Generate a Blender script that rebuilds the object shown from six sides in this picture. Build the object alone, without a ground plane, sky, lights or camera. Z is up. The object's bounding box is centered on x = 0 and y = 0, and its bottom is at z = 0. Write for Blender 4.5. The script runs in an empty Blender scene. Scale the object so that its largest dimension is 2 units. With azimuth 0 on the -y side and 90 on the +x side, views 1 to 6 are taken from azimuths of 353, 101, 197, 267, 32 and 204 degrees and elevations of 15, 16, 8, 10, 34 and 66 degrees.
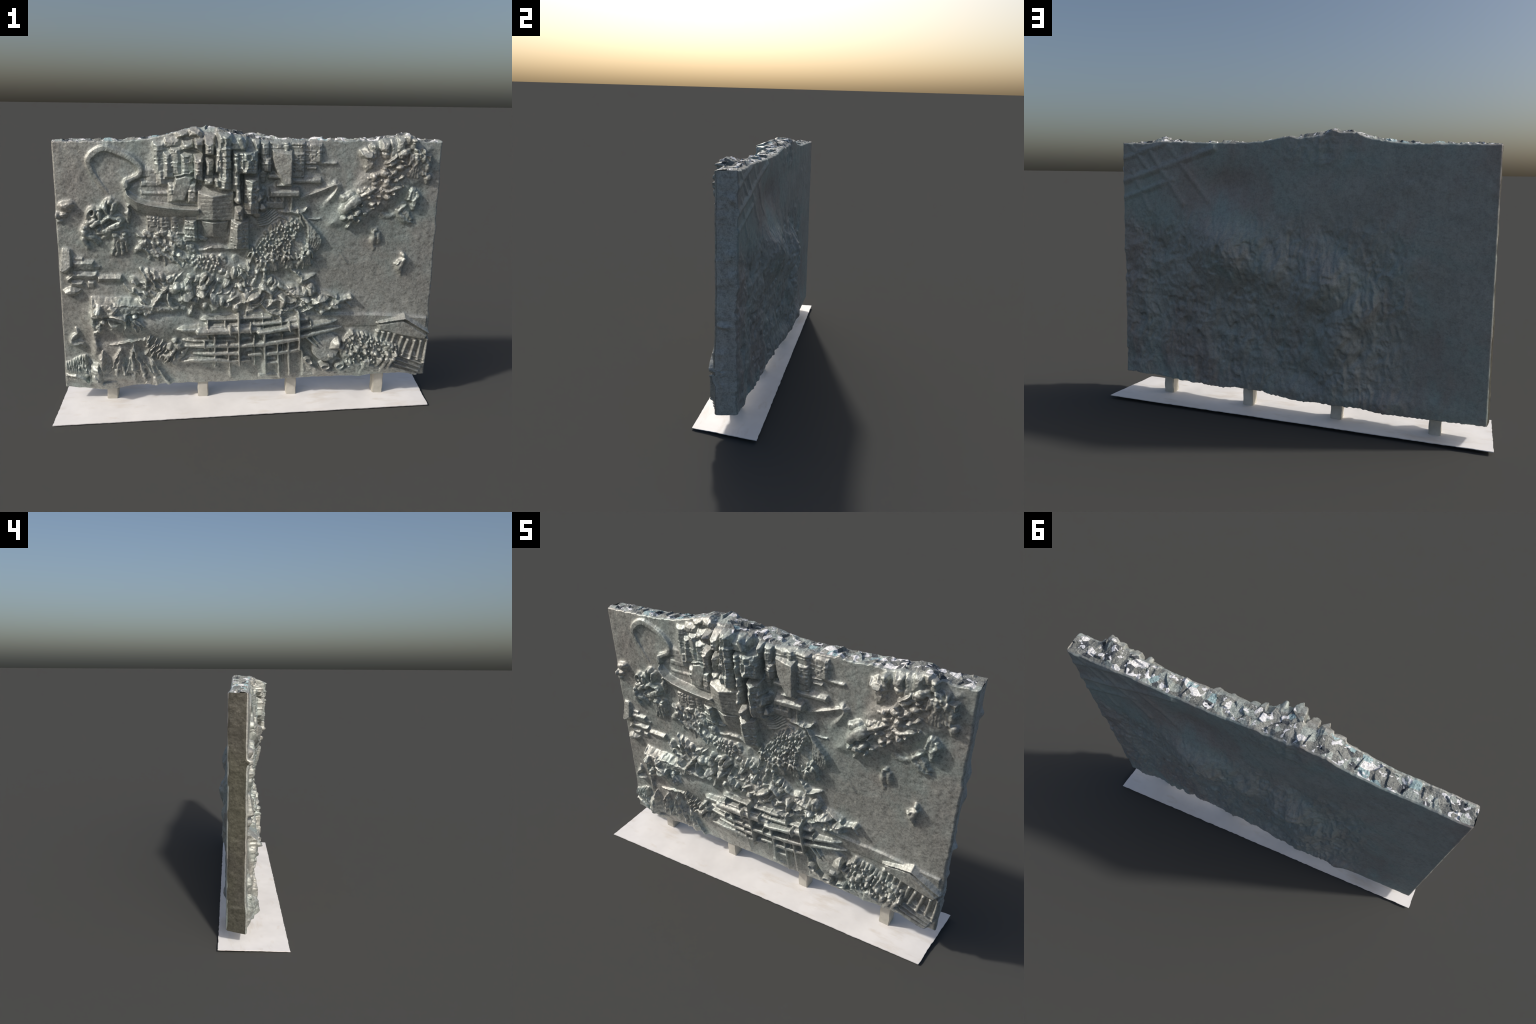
"""Bronze relief panel on four short posts above a thin white slab.

The panel front is a fine sheet in the panel's own frame: u runs along the
panel (world x), w is height (world z), h is how far the relief stands out.
Every motif (tower, wall, pipe, figure ...) is built from rule-based solids that
are unioned into the sheet, and each motif's faces become a named part."""
import bpy, numpy as np, math

RNG = np.random.RandomState(7)

# ----------------------------------------------------------------- panel frame
SLOPE = -0.0515                      # the panel is turned ~3 degrees about z
N = np.array([-0.0514, -0.9987, 0.0])

def y_front(u, w):
    return -0.0105 + SLOPE * u + 0.006 * (0.75 - w) / 0.63

def y_back(u, w):
    return 0.094 - 0.047 * u + 0.010 * (1.38 - w) / 1.27

def smooth(x):
    x = np.clip(x, 0, 1)
    return x * x * (3 - 2 * x)

# ------------------------------------------------------------------ noise
def lattice(seed):
    return np.random.RandomState(seed).rand(256, 256) * 2 - 1

_LAT = {}
def vnoise(x, y, seed=0):
    if seed not in _LAT:
        _LAT[seed] = lattice(seed + 100)
    g = _LAT[seed]
    xi = np.floor(x).astype(int); yi = np.floor(y).astype(int)
    fx = smooth(x - xi); fy = smooth(y - yi)
    a = g[xi % 256, yi % 256]; b = g[(xi + 1) % 256, yi % 256]
    c = g[xi % 256, (yi + 1) % 256]; d = g[(xi + 1) % 256, (yi + 1) % 256]
    return (a * (1 - fx) + b * fx) * (1 - fy) + (c * (1 - fx) + d * fx) * fy

def fbm(x, y, seed=0, octaves=4, gain=0.5):
    s = 0; amp = 1; tot = 0
    for o in range(octaves):
        s = s + amp * vnoise(x * 2 ** o + 13.7 * o, y * 2 ** o + 7.3 * o, seed + o)
        tot += amp; amp *= gain
    return s / tot

def ridged(x, y, seed=0, octaves=4):
    s = 0; amp = 1; tot = 0
    for o in range(octaves):
        s = s + amp * (1 - 2 * np.abs(vnoise(x * 2 ** o + 5.1 * o, y * 2 ** o + 9.9 * o, seed + o)))
        tot += amp; amp *= 0.5
    return s / tot

def facets(x, y, n, seed, ext, slope, jitter):
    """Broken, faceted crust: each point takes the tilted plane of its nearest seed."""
    r = np.random.RandomState(seed)
    sx = r.uniform(ext[0], ext[1], n); sy = r.uniform(ext[2], ext[3], n)
    hx = r.normal(0, slope, n); hy = r.normal(0, slope, n); hz = r.normal(0, jitter, n)
    out = np.zeros_like(x); best = np.full(x.shape, 1e9)
    for k in range(n):
        d = (x - sx[k]) ** 2 + (y - sy[k]) ** 2
        m = d < best
        out = np.where(m, hz[k] + hx[k] * (x - sx[k]) + hy[k] * (y - sy[k]), out)
        best = np.where(m, d, best)
    return out

# ------------------------------------------------------------ panel outline
TOP_FRONT = [(-.96,1.376),(-.75,1.378),(-.6,1.381),(-.502,1.392),(-.418,1.409),(-.343,1.432),(-.262,1.450),
             (-.235,1.426),(-.188,1.422),(-.125,1.428),(-.104,1.420),(-.03,1.404),(.034,1.393),(.088,1.387),(.165,1.390),
             (.185,1.399),(.21,1.390),(.295,1.387),(.37,1.389),(.393,1.401),(.41,1.389),(.457,1.387),(.54,1.394),(.613,1.386),
             (.656,1.402),(.711,1.405),(.784,1.420),(.813,1.400),(.855,1.386),(.96,1.387)]
TOP_BACK = [(-.96,1.375),(-.758,1.378),(-.567,1.381),(-.467,1.390),(-.365,1.409),(-.312,1.432),(-.238,1.434),
            (-.195,1.446),(-.152,1.424),(-.06,1.412),(-.031,1.408),(.014,1.420),(.06,1.412),(.117,1.402),(.164,1.394),(.308,1.389),
            (.431,1.390),(.637,1.396),(.73,1.399),(.825,1.388),(.96,1.394)]
BOTTOM_FRONT = [(-.98,.104),(-.85,.088),(-.792,.079),(-.71,.081),(-.615,.101),(-.437,.107),(-.137,.108),(.228,.119),
                (.412,.127),(.56,.127),(.611,.122),(.66,.133),(.723,.136),(.824,.137),(.9,.132),(.97,.127)]
BOTTOM_BACK = [(-.96,.109),(-.787,.104),(-.625,.099),(-.466,.102),(-.356,.113),(-.232,.111),(-.128,.106),(-.009,.10),
               (.15,.119),(.303,.120),(.368,.106),(.501,.111),(.722,.119),(.96,.127)]

def prof(table, u):
    t = np.array(table)
    return np.interp(u, t[:, 0], t[:, 1])

NU, NW = 950, 640
s = np.linspace(0, 1, NU)[:, None]; t = np.linspace(0, 1, NW)[None, :]
w0 = 0.105 + t * 1.275
u_left = -0.971 + 0.022 * t + 0.002 * fbm(t * 14, t * 0 + 3, 40)
u_right = 0.976 - 0.018 * t + 0.006 * fbm(t * 26, t * 0 + 9, 41, 3)
U = u_left + s * (u_right - u_left)
wb = prof(BOTTOM_FRONT, U) - .009 + 0.003 * fbm(U * 40, U * 0 + 1, 42, 3)
wt = prof(TOP_FRONT, U) + 0.004 * fbm(U * 60, U * 0 + 5, 43, 3)
W = wb + t * (wt - wb)

# ---------------------------------------------------------------- relief solids
class Relief:
    def __init__(self, U, W):
        self.U, self.W = U, W
        self.H = np.zeros_like(U); self.L = np.zeros(U.shape, int)
        self.names = ["relief_face"]; self.cur = 0; self.gain = 1.0
    def warp(self, k):
        """Irregular hand-modelled edges: solids are evaluated in slightly wandering coordinates."""
        self.U = U + k * (fbm(U * 30, W * 30, 110, 2) + .6 * vnoise(U * 85, W * 85, 113))
        self.W = W + k * (fbm(U * 30 + 50, W * 30, 120, 2) + .6 * vnoise(U * 85 + 40, W * 85, 123))
    def part(self, name):
        self.names.append(name); self.cur = len(self.names) - 1
    def sub(self, u0, u1, w0, w1, pad=0.004):
        i0 = int(np.clip((u0 - pad + 0.972) / 1.94 * NU - 14, 0, NU - 2)); i1 = int(np.clip((u1 + pad + 0.972) / 1.92 * NU + 14, 2, NU))
        j0 = int(np.clip((w0 - pad - 0.14) / 1.24 * NW - 14, 0, NW - 2)); j1 = int(np.clip((w1 + pad - 0.07) / 1.25 * NW + 14, 2, NW))
        return slice(i0, max(i1, i0 + 2)), slice(j0, max(j1, j0 + 2))
    def put(self, sl, h, add=False):
        h = h * self.gain
        Hs = self.H[sl]; m = h > Hs + 2e-4
        self.L[sl][m & (h > 0.003)] = self.cur
        self.H[sl] = np.where(m, h, Hs)
    def cut(self, sl, h):
        self.H[sl] = np.minimum(self.H[sl], h)
    # convex slab: min of its side slopes and a tilted top
    def hull(self, pts, z, steep=4.0, grad=(0, 0), base=None):
        base = .45 * z if base is None else base
        p = np.array(pts, float).reshape(-1, 2); c = p.mean(0)
        sl = self.sub(p[:, 0].min(), p[:, 0].max(), p[:, 1].min(), p[:, 1].max())
        u, w = self.U[sl], self.W[sl]
        h = z + grad[0] * (u - c[0]) + grad[1] * (w - c[1])
        st = steep if np.ndim(steep) else [steep] * len(p)
        for k in range(len(p)):
            a, b = p[k], p[(k + 1) % len(p)]
            e = b - a; n = np.array([-e[1], e[0]]) / (np.hypot(*e) + 1e-9)
            if n @ (c - a) < 0: n = -n
            d = (u - a[0]) * n[0] + (w - a[1]) * n[1]
            h = np.where(d > 0, np.minimum(h, base + st[k] * d), -1)
        self.put(sl, h)
    # upright block from its top-left to its bottom-right corner
    def tower(self, u0, w1, u1, w0, z, kind="flat", ridge=.5, side=.45, zb=None, top=2.2, base=None, courses=0, ledges=(), edge=6.0, taper=0.0, detail=0):
        base = .25 * min(z, z if zb is None else zb) if base is None else base
        sl = self.sub(u0 - .004, u1 + .004, w0, w1)
        u, w = self.U[sl], self.W[sl]
        tt = np.clip((w1 - w) / (w1 - w0), 0, 1)
        zz = z + ((z if zb is None else zb) - z) * tt
        m = .5 * (u0 + u1); half = .5 * (u1 - u0) * (1 - taper * tt)
        x = (u - m) / half * .5 + .5
        if kind == "corner":
            pr = 1 - side * np.where(x < ridge, (ridge - x) / max(ridge, .01), (x - ridge) / max(1 - ridge, .01))
        elif kind == "round":
            pr = 1 - side + side * np.sqrt(np.clip(1 - (2 * x - 1) ** 2, 0, 1))
        else:
            pr = 1 + 0 * x
        h = zz * pr
        if detail:                      # fused pilasters and storeys of slightly different depth
            rr = np.random.RandomState(detail); nx, ny = max(2, int(round((u1 - u0) / .020))), max(2, int(round((w1 - w0) / .035)))
            step = rr.uniform(-.11, .07, (nx + 1, ny + 1))
            cuts = np.sort(np.r_[0, (np.arange(1, ny) + rr.uniform(-.3, .3, ny - 1)) / ny])
            row = np.clip(np.searchsorted(cuts, tt, side="right") - 1, 0, ny); col = np.clip((x * nx).astype(int), 0, nx)
            h = h * (1 + step[col, row])
            for f in cuts[1:]: h = h + .004 * smooth(1 - np.abs(tt - f) * (w1 - w0) / .0035)
            fx = x * nx % 1
            win = (np.abs(fx - .5) < .2) & (np.abs((tt * (w1 - w0) / .016) % 1 - .5) < .28) & (rr.rand(nx + 1, 64)[col, np.clip((tt * (w1 - w0) / .016).astype(int), 0, 63)] < .35)
            h = h - .005 * win
        if courses:
            ph = tt * courses + .15 * np.floor(x * 3)
            h = h - .0013 * (np.abs((ph % 1) - .5) > .36)
        grow = 0 * u
        for f in ledges:
            d = np.abs(tt - f) * (w1 - w0)
            k = smooth(1 - d / .006)
            h = h + .006 * k; grow = np.maximum(grow, .003 * k)
        dside = half + grow - np.abs(u - m)
        h = np.minimum(h, base + edge * dside)
        h = np.minimum(h, base + top * (w1 - w))
        h = np.minimum(h, base + 5 * (w - w0))
        h = np.where((dside > 0) & (w < w1) & (w > w0), h, -1)
        self.put(sl, h)
    # face between an upper and a lower curve given as functions of u
    def band(self, rows, top=3.0, bot=4.0, side=4.0, rough=0.0, seed=0):
        r = np.array(rows, float)
        if r.shape[1] == 6: r = np.delete(r, 2, 1)      # upper and lower point given in full
        r = r[np.argsort(r[:, 0])]
        sl = self.sub(r[0, 0], r[-1, 0], r[:, 2].min(), r[:, 1].max())
        u, w = self.U[sl], self.W[sl]
        f = lambda k: np.interp(u, r[:, 0], r[:, k])
        T, B = f(1), f(2)
        q = np.clip((T - w) / np.maximum(T - B, 1e-4), 0, 1)
        h = f(3) * (1 - q) + f(4) * q
        if rough: h = h + rough * fbm(u * 45, w * 45, 60 + seed, 3)
        h = np.minimum(h, top * (T - w)); h = np.minimum(h, bot * (w - B))
        h = np.minimum(h, side * np.minimum(u - r[0, 0], r[-1, 0] - u))
        self.put(sl, h)
    # rod with round section and its axis at height z
    def rod(self, u0, w0, u1, w1, r0, r1=None, z0=0.0, z1=None, k=1.0, flat=False):
        r1 = r0 if r1 is None else r1; z1 = z0 if z1 is None else z1
        R = max(r0, r1)
        sl = self.sub(min(u0, u1) - R, max(u0, u1) + R, min(w0, w1) - R, max(w0, w1) + R)
        u, w = self.U[sl], self.W[sl]
        dx, dy = u1 - u0, w1 - w0; l2 = dx * dx + dy * dy + 1e-12
        q = np.clip(((u - u0) * dx + (w - w0) * dy) / l2, 0, 1)
        d = np.hypot(u - u0 - q * dx, w - w0 - q * dy)
        r = r0 + (r1 - r0) * q; z = z0 + (z1 - z0) * q
        if flat:
            h = np.where(d < r, np.minimum(z, .45 * z + 8 * (r - d)), -1)
        else:
            h = np.where(d < r, z + k * np.sqrt(np.clip(r * r - d * d, 0, None)), -1)
        self.put(sl, h)
    def ring(self, u, w, half, ang, r, z):
        a = math.radians(ang); du, dw = -math.sin(a) * half, math.cos(a) * half
        self.rod(u - du, w - dw, u + du, w + dw, r, r, z, z, 1.0)
    def ell(self, u0, w0, a, b, ang=0, z=.02, base=0.0, p=.5, tilt=(0, 0)):
        R = max(a, b); sl = self.sub(u0 - R, u0 + R, w0 - R, w0 + R)
        u, w = self.U[sl] - u0, self.W[sl] - w0
        c, s_ = math.cos(math.radians(ang)), math.sin(math.radians(ang))
        x = (u * c + w * s_) / a; y = (-u * s_ + w * c) / b
        q = 1 - x * x - y * y
        h = np.where(q > 0, base + (z - base) * np.clip(q, 0, 1) ** p + tilt[0] * u + tilt[1] * w, -1)
        self.put(sl, h)
    # ridge along a smooth line of (u, w, half_width, height); lean<0 steep on the left of travel
    def path(self, pts, kind="round", left=1.0, right=1.0, sub=6):
        p = np.array(pts, float)
        q = []
        for k in range(len(p) - 1):
            a = p[max(k - 1, 0)]; b = p[k]; c = p[k + 1]; d = p[min(k + 2, len(p) - 1)]
            for f in np.linspace(0, 1, sub, endpoint=False):
                q.append(.5 * (2 * b + (c - a) * f + (2 * a - 5 * b + 4 * c - d) * f * f + (-a + 3 * b - 3 * c + d) * f ** 3))
        q.append(p[-1]); q = np.array(q)
        R = q[:, 2].max() * max(left, right)
        sl = self.sub(q[:, 0].min() - R, q[:, 0].max() + R, q[:, 1].min() - R, q[:, 1].max() + R)
        u, w = self.U[sl], self.W[sl]
        out = np.full(u.shape, -1.0)
        for a, b in zip(q[:-1], q[1:]):
            dx, dy = b[:2] - a[:2]; l2 = dx * dx + dy * dy + 1e-12
            f = np.clip(((u - a[0]) * dx + (w - a[1]) * dy) / l2, 0, 1)
            ex, ey = u - a[0] - f * dx, w - a[1] - f * dy
            sd = (dx * ey - dy * ex)
            d = np.hypot(ex, ey) / ((a[2] + (b[2] - a[2]) * f) * np.where(sd > 0, left, right))
            z = a[3] + (b[3] - a[3]) * f
            if kind == "round": h = np.where(d < 1, z * np.sqrt(np.clip(1 - d * d, 0, 1)), -1)
            elif kind == "tent": h = np.where(d < 1, z * (1 - d), -1)
            else: h = np.where(d < 1, z * np.clip((1 - d) * 3, 0, 1), -1)
            out = np.maximum(out, h)
        self.put(sl, out)
    # angular boulder: a few random facets
    def chunk(self, u0, w0, a, b, ang, z, seed, base=0.0, sides=6):
        r = np.random.RandomState(seed)
        R = max(a, b) * 1.2; sl = self.sub(u0 - R, u0 + R, w0 - R, w0 + R)
        u, w = self.U[sl] - u0, self.W[sl] - w0
        c, s_ = math.cos(math.radians(ang)), math.sin(math.radians(ang))
        x = (u * c + w * s_) / a; y = (-u * s_ + w * c) / b
        g = r.uniform(-.35, .35, 2)
        h = 1 + g[0] * x + g[1] * y
        off = r.uniform(0, 6.28)
        for k in range(sides):
            an = off + 6.283 * (k + r.uniform(-.25, .25)) / sides
            h = np.minimum(h, r.uniform(1.3, 3.2) * (1 - (x * math.cos(an) + y * math.sin(an))))
        self.put(sl, np.where(h > 0, base + (z - base) * h, -1))
    # cloth: ridges radiating from an apex
    def fan(self, u0, w0, a0, a1, length, n, z, seed=0, depth=.45, inner=.1, ragged=.15):
        L = length * 1.2
        sl = self.sub(u0 - L, u0 + L, w0 - L, w0 + L)
        u, w = self.U[sl] - u0, self.W[sl] - w0
        ang = np.degrees(np.arctan2(w, u)); ang = np.where(ang > 90, ang - 360, ang)   # -270..90
        r = np.hypot(u, w)
        x = (ang - a0) / (a1 - a0)
        wob = .7 * fbm(r * 30 + 3, x * 3 + seed, 70 + seed, 2)
        fold = .5 + .5 * np.cos(6.283 * (n * x + wob * .5))
        l = length * (1 + ragged * np.cos(6.283 * n * x + 1))
        q = r / l
        h = z * smooth(q / inner) * (1 - depth + depth * fold) * (1 - .35 * q)
        h = np.minimum(h, 2.2 * (l - r)); h = np.minimum(h, 3.0 * r * np.radians(np.minimum(ang - a0, a1 - ang)))
        self.put(sl, np.where((x > 0) & (x < 1), h, -1))
    # small human figure, (u, w) at the feet
    def figure(self, u, w, size, lean=0, z=.02, seed=0, base=0.0, robe=False):
        r = np.random.RandomState(seed + 900)
        a = math.radians(90 - lean)
        P = lambda f, o: (u + math.cos(a) * f * size + math.sin(a) * o * size, w + math.sin(a) * f * size - math.cos(a) * o * size)
        if robe:
            for o in (-.13, -.04, .05, .13):
                self.rod(*P(.0, o * 1.4), *P(.62, o * .7), size * .06, size * .06, base + z * .3, base + z * .55)
        else:
            st = r.uniform(.06, .2)
            self.rod(*P(.0, -st), *P(.48, -.06), size * .055, size * .085, base + z * .2, base + z * .5)
            self.rod(*P(.02, st), *P(.48, .06), size * .055, size * .085, base + z * .2, base + z * .5)
        self.ell(*P(.62, 0), size * .13, size * .22, -lean, base + z, base + z * .3)
        for sgn in (-1, 1):
            e = r.uniform(-.1, .45); f = r.uniform(-.25, .3)
            self.rod(*P(.76, sgn * .12), *P(.76 - .2 + e * .4, sgn * .25), size * .05, size * .045, base + z * .7)
            self.rod(*P(.76 - .2 + e * .4, sgn * .25), *P(.6 + f, sgn * .3), size * .045, size * .035, base + z * .7)
        self.ell(*P(.92, r.uniform(-.05, .05)), size * .085, size * .10, -lean, base + z * 1.05, base + z * .5)
    def groove(self, pts, r, depth):
        p = np.array(pts)
        for a, b in zip(p[:-1], p[1:]):
            sl = self.sub(min(a[0], b[0]) - r, max(a[0], b[0]) + r, min(a[1], b[1]) - r, max(a[1], b[1]) + r)
            u, w = self.U[sl], self.W[sl]
            d = b - a; f = np.clip(((u - a[0]) * d[0] + (w - a[1]) * d[1]) / (d @ d), 0, 1)
            dd = np.hypot(u - a[0] - f * d[0], w - a[1] - f * d[1])
            self.H[sl] = self.H[sl] - depth * smooth(1 - dd / r)

R = Relief(U, W)
ORGANIC_PARTS = ("fallen_figure", "heaped_figure", "cloud_puff", "rubble", "rock_ledge", "rock_shelf", "rock_face", "drapery", "draped_figure", "ground_bank",
                 "hanging_cloth", "shell", "carved_block", "bent_figure", "falling_figure", "winged_figure", "stone_block", "feather", "clasp")

def inside(poly, u, w):
    p = np.array(poly, float).reshape(-1, 2); c = False
    for k in range(len(p)):
        a, b = p[k], p[k - 1]
        if (a[1] > w) != (b[1] > w) and u < (b[0] - a[0]) * (w - a[1]) / (b[1] - a[1]) + a[0]: c = not c
    return c

def scatter(poly, gap, seed, tries=4000):
    r = np.random.RandomState(seed); p = np.array(poly, float).reshape(-1, 2); out = []
    for _ in range(tries):
        u = r.uniform(p[:, 0].min(), p[:, 0].max()); w = r.uniform(p[:, 1].min(), p[:, 1].max())
        if inside(poly, u, w) and all((u - a) ** 2 + (w - b) ** 2 > gap * gap for a, b in out): out.append((u, w))
    return sorted(out, key=lambda q: -q[1])

def mound(poly, z, soft=.03):
    """Low swell of the ground under a group."""
    p = np.array(poly, float).reshape(-1, 2); c = p.mean(0)
    sl = R.sub(p[:, 0].min() - soft, p[:, 0].max() + soft, p[:, 1].min() - soft, p[:, 1].max() + soft)
    u, w = R.U[sl], R.W[sl]
    d = np.full(u.shape, 1e9); ins = np.zeros(u.shape, bool)
    for k in range(len(p)):
        a, b = p[k], p[k - 1]; e = b - a
        f = np.clip(((u - a[0]) * e[0] + (w - a[1]) * e[1]) / (e @ e), 0, 1)
        d = np.minimum(d, np.hypot(u - a[0] - f * e[0], w - a[1] - f * e[1]))
        with np.errstate(all="ignore"):
            ins ^= ((a[1] > w) != (b[1] > w)) & (u < (b[0] - a[0]) * (w - a[1]) / (b[1] - a[1] + 1e-12) + a[0])
    sd = np.where(ins, d, -d)
    h = z * smooth((sd + soft) / (2 * soft)) * (1 + .25 * fbm(u * 25, w * 25, 77, 2))
    keep = R.L[sl].copy(); R.put(sl, h); R.L[sl] = keep

def crowd(name, poly, gap, seed, r0=.008, z0=.022, z1=.036, lean=(-60, -20), body=.03):
    r = np.random.RandomState(seed); R.part(name)
    for u, w in scatter(poly, gap, seed):
        z = r.uniform(z0, z1); rr = r0 * r.uniform(.8, 1.25); a = math.radians(r.uniform(*lean) - 60)
        R.rod(u, w, u + math.cos(a) * body, w + math.sin(a) * body, rr * 1.05, rr * .75, z * .55, z * .3)
        R.ell(u + rr * .2, w + rr * .6, rr, rr * 1.15, r.uniform(-30, 30), z, z * .4)

def pile(name, poly, gap, seed, size, z0, z1, ang=(-60, 60), mix=.5, elong=1.8, leaf=True):
    """Heap of separate pieces: angular chunks, limbs and rounded lumps."""
    r = np.random.RandomState(seed)
    for u, w in scatter(poly, gap, seed):
        R.part(name)
        sz = size * r.uniform(.65, 1.3); z = r.uniform(z0, z1); an = r.uniform(*ang); x = r.rand()
        if x > .8 and leaf:
            c, s_ = math.cos(math.radians(an)), math.sin(math.radians(an)); l = sz * elong * 1.1; k = r.uniform(-.5, .5) * l
            R.path([(u - c * l, w - s_ * l, sz * .4, z * .6), (u - s_ * k, w + c * k, sz * .8, z), (u + c * l, w + s_ * l, sz * .25, z * .55)], "tent", left=r.uniform(.6, 1.5), right=r.uniform(.6, 1.5), sub=4)
        elif x < mix:
            R.chunk(u, w, sz * elong * .8, sz * .8, an, z, r.randint(1 << 30), z * .15)
        elif x < mix + (1 - mix) * .5:
            c, s_ = math.cos(math.radians(an)), math.sin(math.radians(an)); l = sz * elong * .8
            R.rod(u - c * l, w - s_ * l, u + c * l, w + s_ * l, sz * .42, sz * .3, z * .55, z * .4)
            R.ell(u + c * l, w + s_ * l, sz * .45, sz * .4, an, z, z * .5)
        else:
            R.ell(u, w, sz * 1.15, sz * .8, an, z, z * .2, .75)

# ================= ground swells and lines =================
mound([-0.453, 1.365, 0.037, 1.389, 0.065, 0.971, -0.069, 0.880, -0.269, 0.927, -0.571, 1.063], .012)
mound([0.405, 0.970, 0.572, 1.230, 0.630, 1.361, 0.890, 1.352, 0.870, 1.197, 0.720, 1.073, 0.543, 0.969], .014)
mound([-0.294, 0.788, -0.080, 0.786, 0.141, 0.616, 0.496, 0.561, 0.451, 0.512, -0.309, 0.549, -0.591, 0.601, -0.587, 0.697], .012)
R.part("ground_line")
R.band([(0.297, 0.496, .415, .012, .003), (0.693, 0.487, .415, .014, .004), (0.956, 0.466, .405, .013, .004)], top=1.2)
R.path([(0.265, 1.113, .012, .010), (0.349, 1.144, .014, .016), (0.422, 1.174, .014, .022), (0.436, 1.160, .016, .018)], "tent", left=.6, right=2.2)
R.path([(0.436, 1.160, .012, .020), (0.413, 1.117, .016, .014), (0.375, 1.072, .02, .004)], "tent", left=1.6, right=.8)
R.path([(0.458, 0.829, .004, .003), (0.509, 0.757, .004, .003)], "tent")

R.gain = .45
# ================= the looping rampart =================
R.part("rampart_loop")
R.path([(-0.698, 1.137, .006, .006), (-0.734, 1.189, .008, .012), (-0.764, 1.242, .010, .018), (-0.773, 1.285, .011, .024), (-0.751, 1.314, .012, .027),
        (-0.704, 1.337, .012, .026), (-0.642, 1.319, .012, .030), (-0.581, 1.290, .012, .038), (-0.544, 1.254, .011, .044), (-0.543, 1.226, .010, .048), (-0.568, 1.209, .009, .050),
        (-0.607, 1.189, .010, .056), (-0.612, 1.167, .011, .066)], "flat", left=2.4, right=.75)
R.part("terrace")
R.band([(-0.606, 1.169, 1.10, .014, .016), (-0.457, 1.238, 1.085, .018, .026), (-0.350, 1.229, 1.075, .024, .032), (-0.243, 1.208, 1.07, .032, .042)], top=.6)
R.tower(-0.535, 1.260, -0.458, 1.206, .030, top=1.2)
R.tower(-0.538, 1.201, -0.411, 1.161, .034, top=1.5)
R.tower(-0.539, 1.154, -0.396, 1.119, .040, top=1.4)
R.gain = 1.0
R.part("rampart_wall")
R.band([(-0.614, 1.159, -0.620, 1.107, .042, .010), (-0.592, 1.132, -0.598, 1.065, .056, .012), (-0.555, 1.108, -0.562, 1.037, .064, .014), (-0.502, 1.092, -0.508, 1.020, .070, .010),
        (-0.416, 1.080, -0.421, 1.010, .076, .011), (-0.331, 1.072, -0.334, 1.006, .080, .012), (-0.239, 1.069, -0.241, 1.002, .080, .014)], top=5, bot=5)
R.warp(.0022)
# ================= castle =================
def castle(name, *a, **k):
    R.part(name); R.tower(*a, detail=1 + int(abs(a[0]) * 7919 + a[1] * 6007) % 9973, **k)
R.gain = .62
castle("tower", -0.472, 1.377, -0.408, 1.223, .040, kind="corner", ridge=.35, side=.5, zb=.038, top=1.6)
castle("tower", -0.460, 1.251, -0.401, 1.169, .052, kind="corner", ridge=.4, side=.4, zb=.045)
castle("tower", -0.424, 1.336, -0.374, 1.203, .062, kind="corner", ridge=.38, side=.35, zb=.056)
castle("tower", -0.391, 1.359, -0.333, 1.222, .064, kind="corner", ridge=.65, side=.3, zb=.058, ledges=(.15,))
castle("tower", -0.416, 1.397, -0.346, 1.352, .036, kind="round", side=.5, top=1.2)
castle("tower", -0.358, 1.434, -0.302, 1.383, .044, kind="round", side=.5, top=1.5)
castle("tower", -0.335, 1.391, -0.276, 1.325, .068, kind="round", side=.4, zb=.072, ledges=(.5,))
castle("tower", -0.343, 1.338, -0.275, 1.214, .080, kind="corner", ridge=.3, side=.25, zb=.074, courses=7)
castle("tower", -0.301, 1.445, -0.233, 1.375, .062, kind="corner", ridge=.6, side=.45, top=1.6)
R.gain = .96
castle("tower", -0.272, 1.401, -0.227, 1.320, .078, kind="corner", ridge=.3, side=.3, zb=.082, ledges=(.4,))
castle("tower", -0.279, 1.331, -0.226, 1.188, .090, kind="flat", zb=.082, ledges=(.30, .58), taper=.15)
castle("tower", -0.226, 1.412, -0.175, 1.313, .086, kind="round", side=.4, zb=.088, ledges=(.40,), top=1.4)
castle("tower", -0.225, 1.315, -0.177, 1.214, .092, kind="corner", ridge=.45, side=.3, zb=.086)
castle("tower", -0.234, 1.237, -0.178, 1.171, .094, kind="corner", ridge=.6, side=.3, ledges=(.6,), top=1.6)
castle("tower", -0.178, 1.373, -0.141, 1.229, .092, kind="flat", zb=.088, ledges=(.38,))
castle("tower", -0.183, 1.233, -0.135, 1.158, .096, kind="corner", ridge=.4, side=.3, ledges=(.45,), zb=.09)
castle("tower", -0.161, 1.445, -0.124, 1.340, .088, kind="round", side=.4, top=1.6)
castle("keep", -0.164, 1.436, -0.090, 1.147, .106, kind="corner", ridge=.56, side=.28, zb=.096, ledges=(.30, .50), top=2.5)
castle("tower", -0.096, 1.360, -0.051, 1.138, .112, kind="corner", ridge=.6, side=.3, zb=.08, ledges=(.25, .55, .8), taper=-.1)
castle("tower", -0.105, 1.422, -0.020, 1.336, .084, kind="round", side=.5, top=1.3)
castle("tower", -0.078, 1.357, 0.036, 1.223, .096, kind="corner", ridge=.45, side=.35, zb=.098, courses=10, edge=5)
castle("keep", -0.039, 1.230, 0.043, 1.024, .110, kind="corner", ridge=.47, side=.38, zb=.074, courses=14, top=2.2)
R.rod(-0.053, 1.393, -0.040, 1.357, .014, .012, .075)
R.gain = .58
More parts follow.
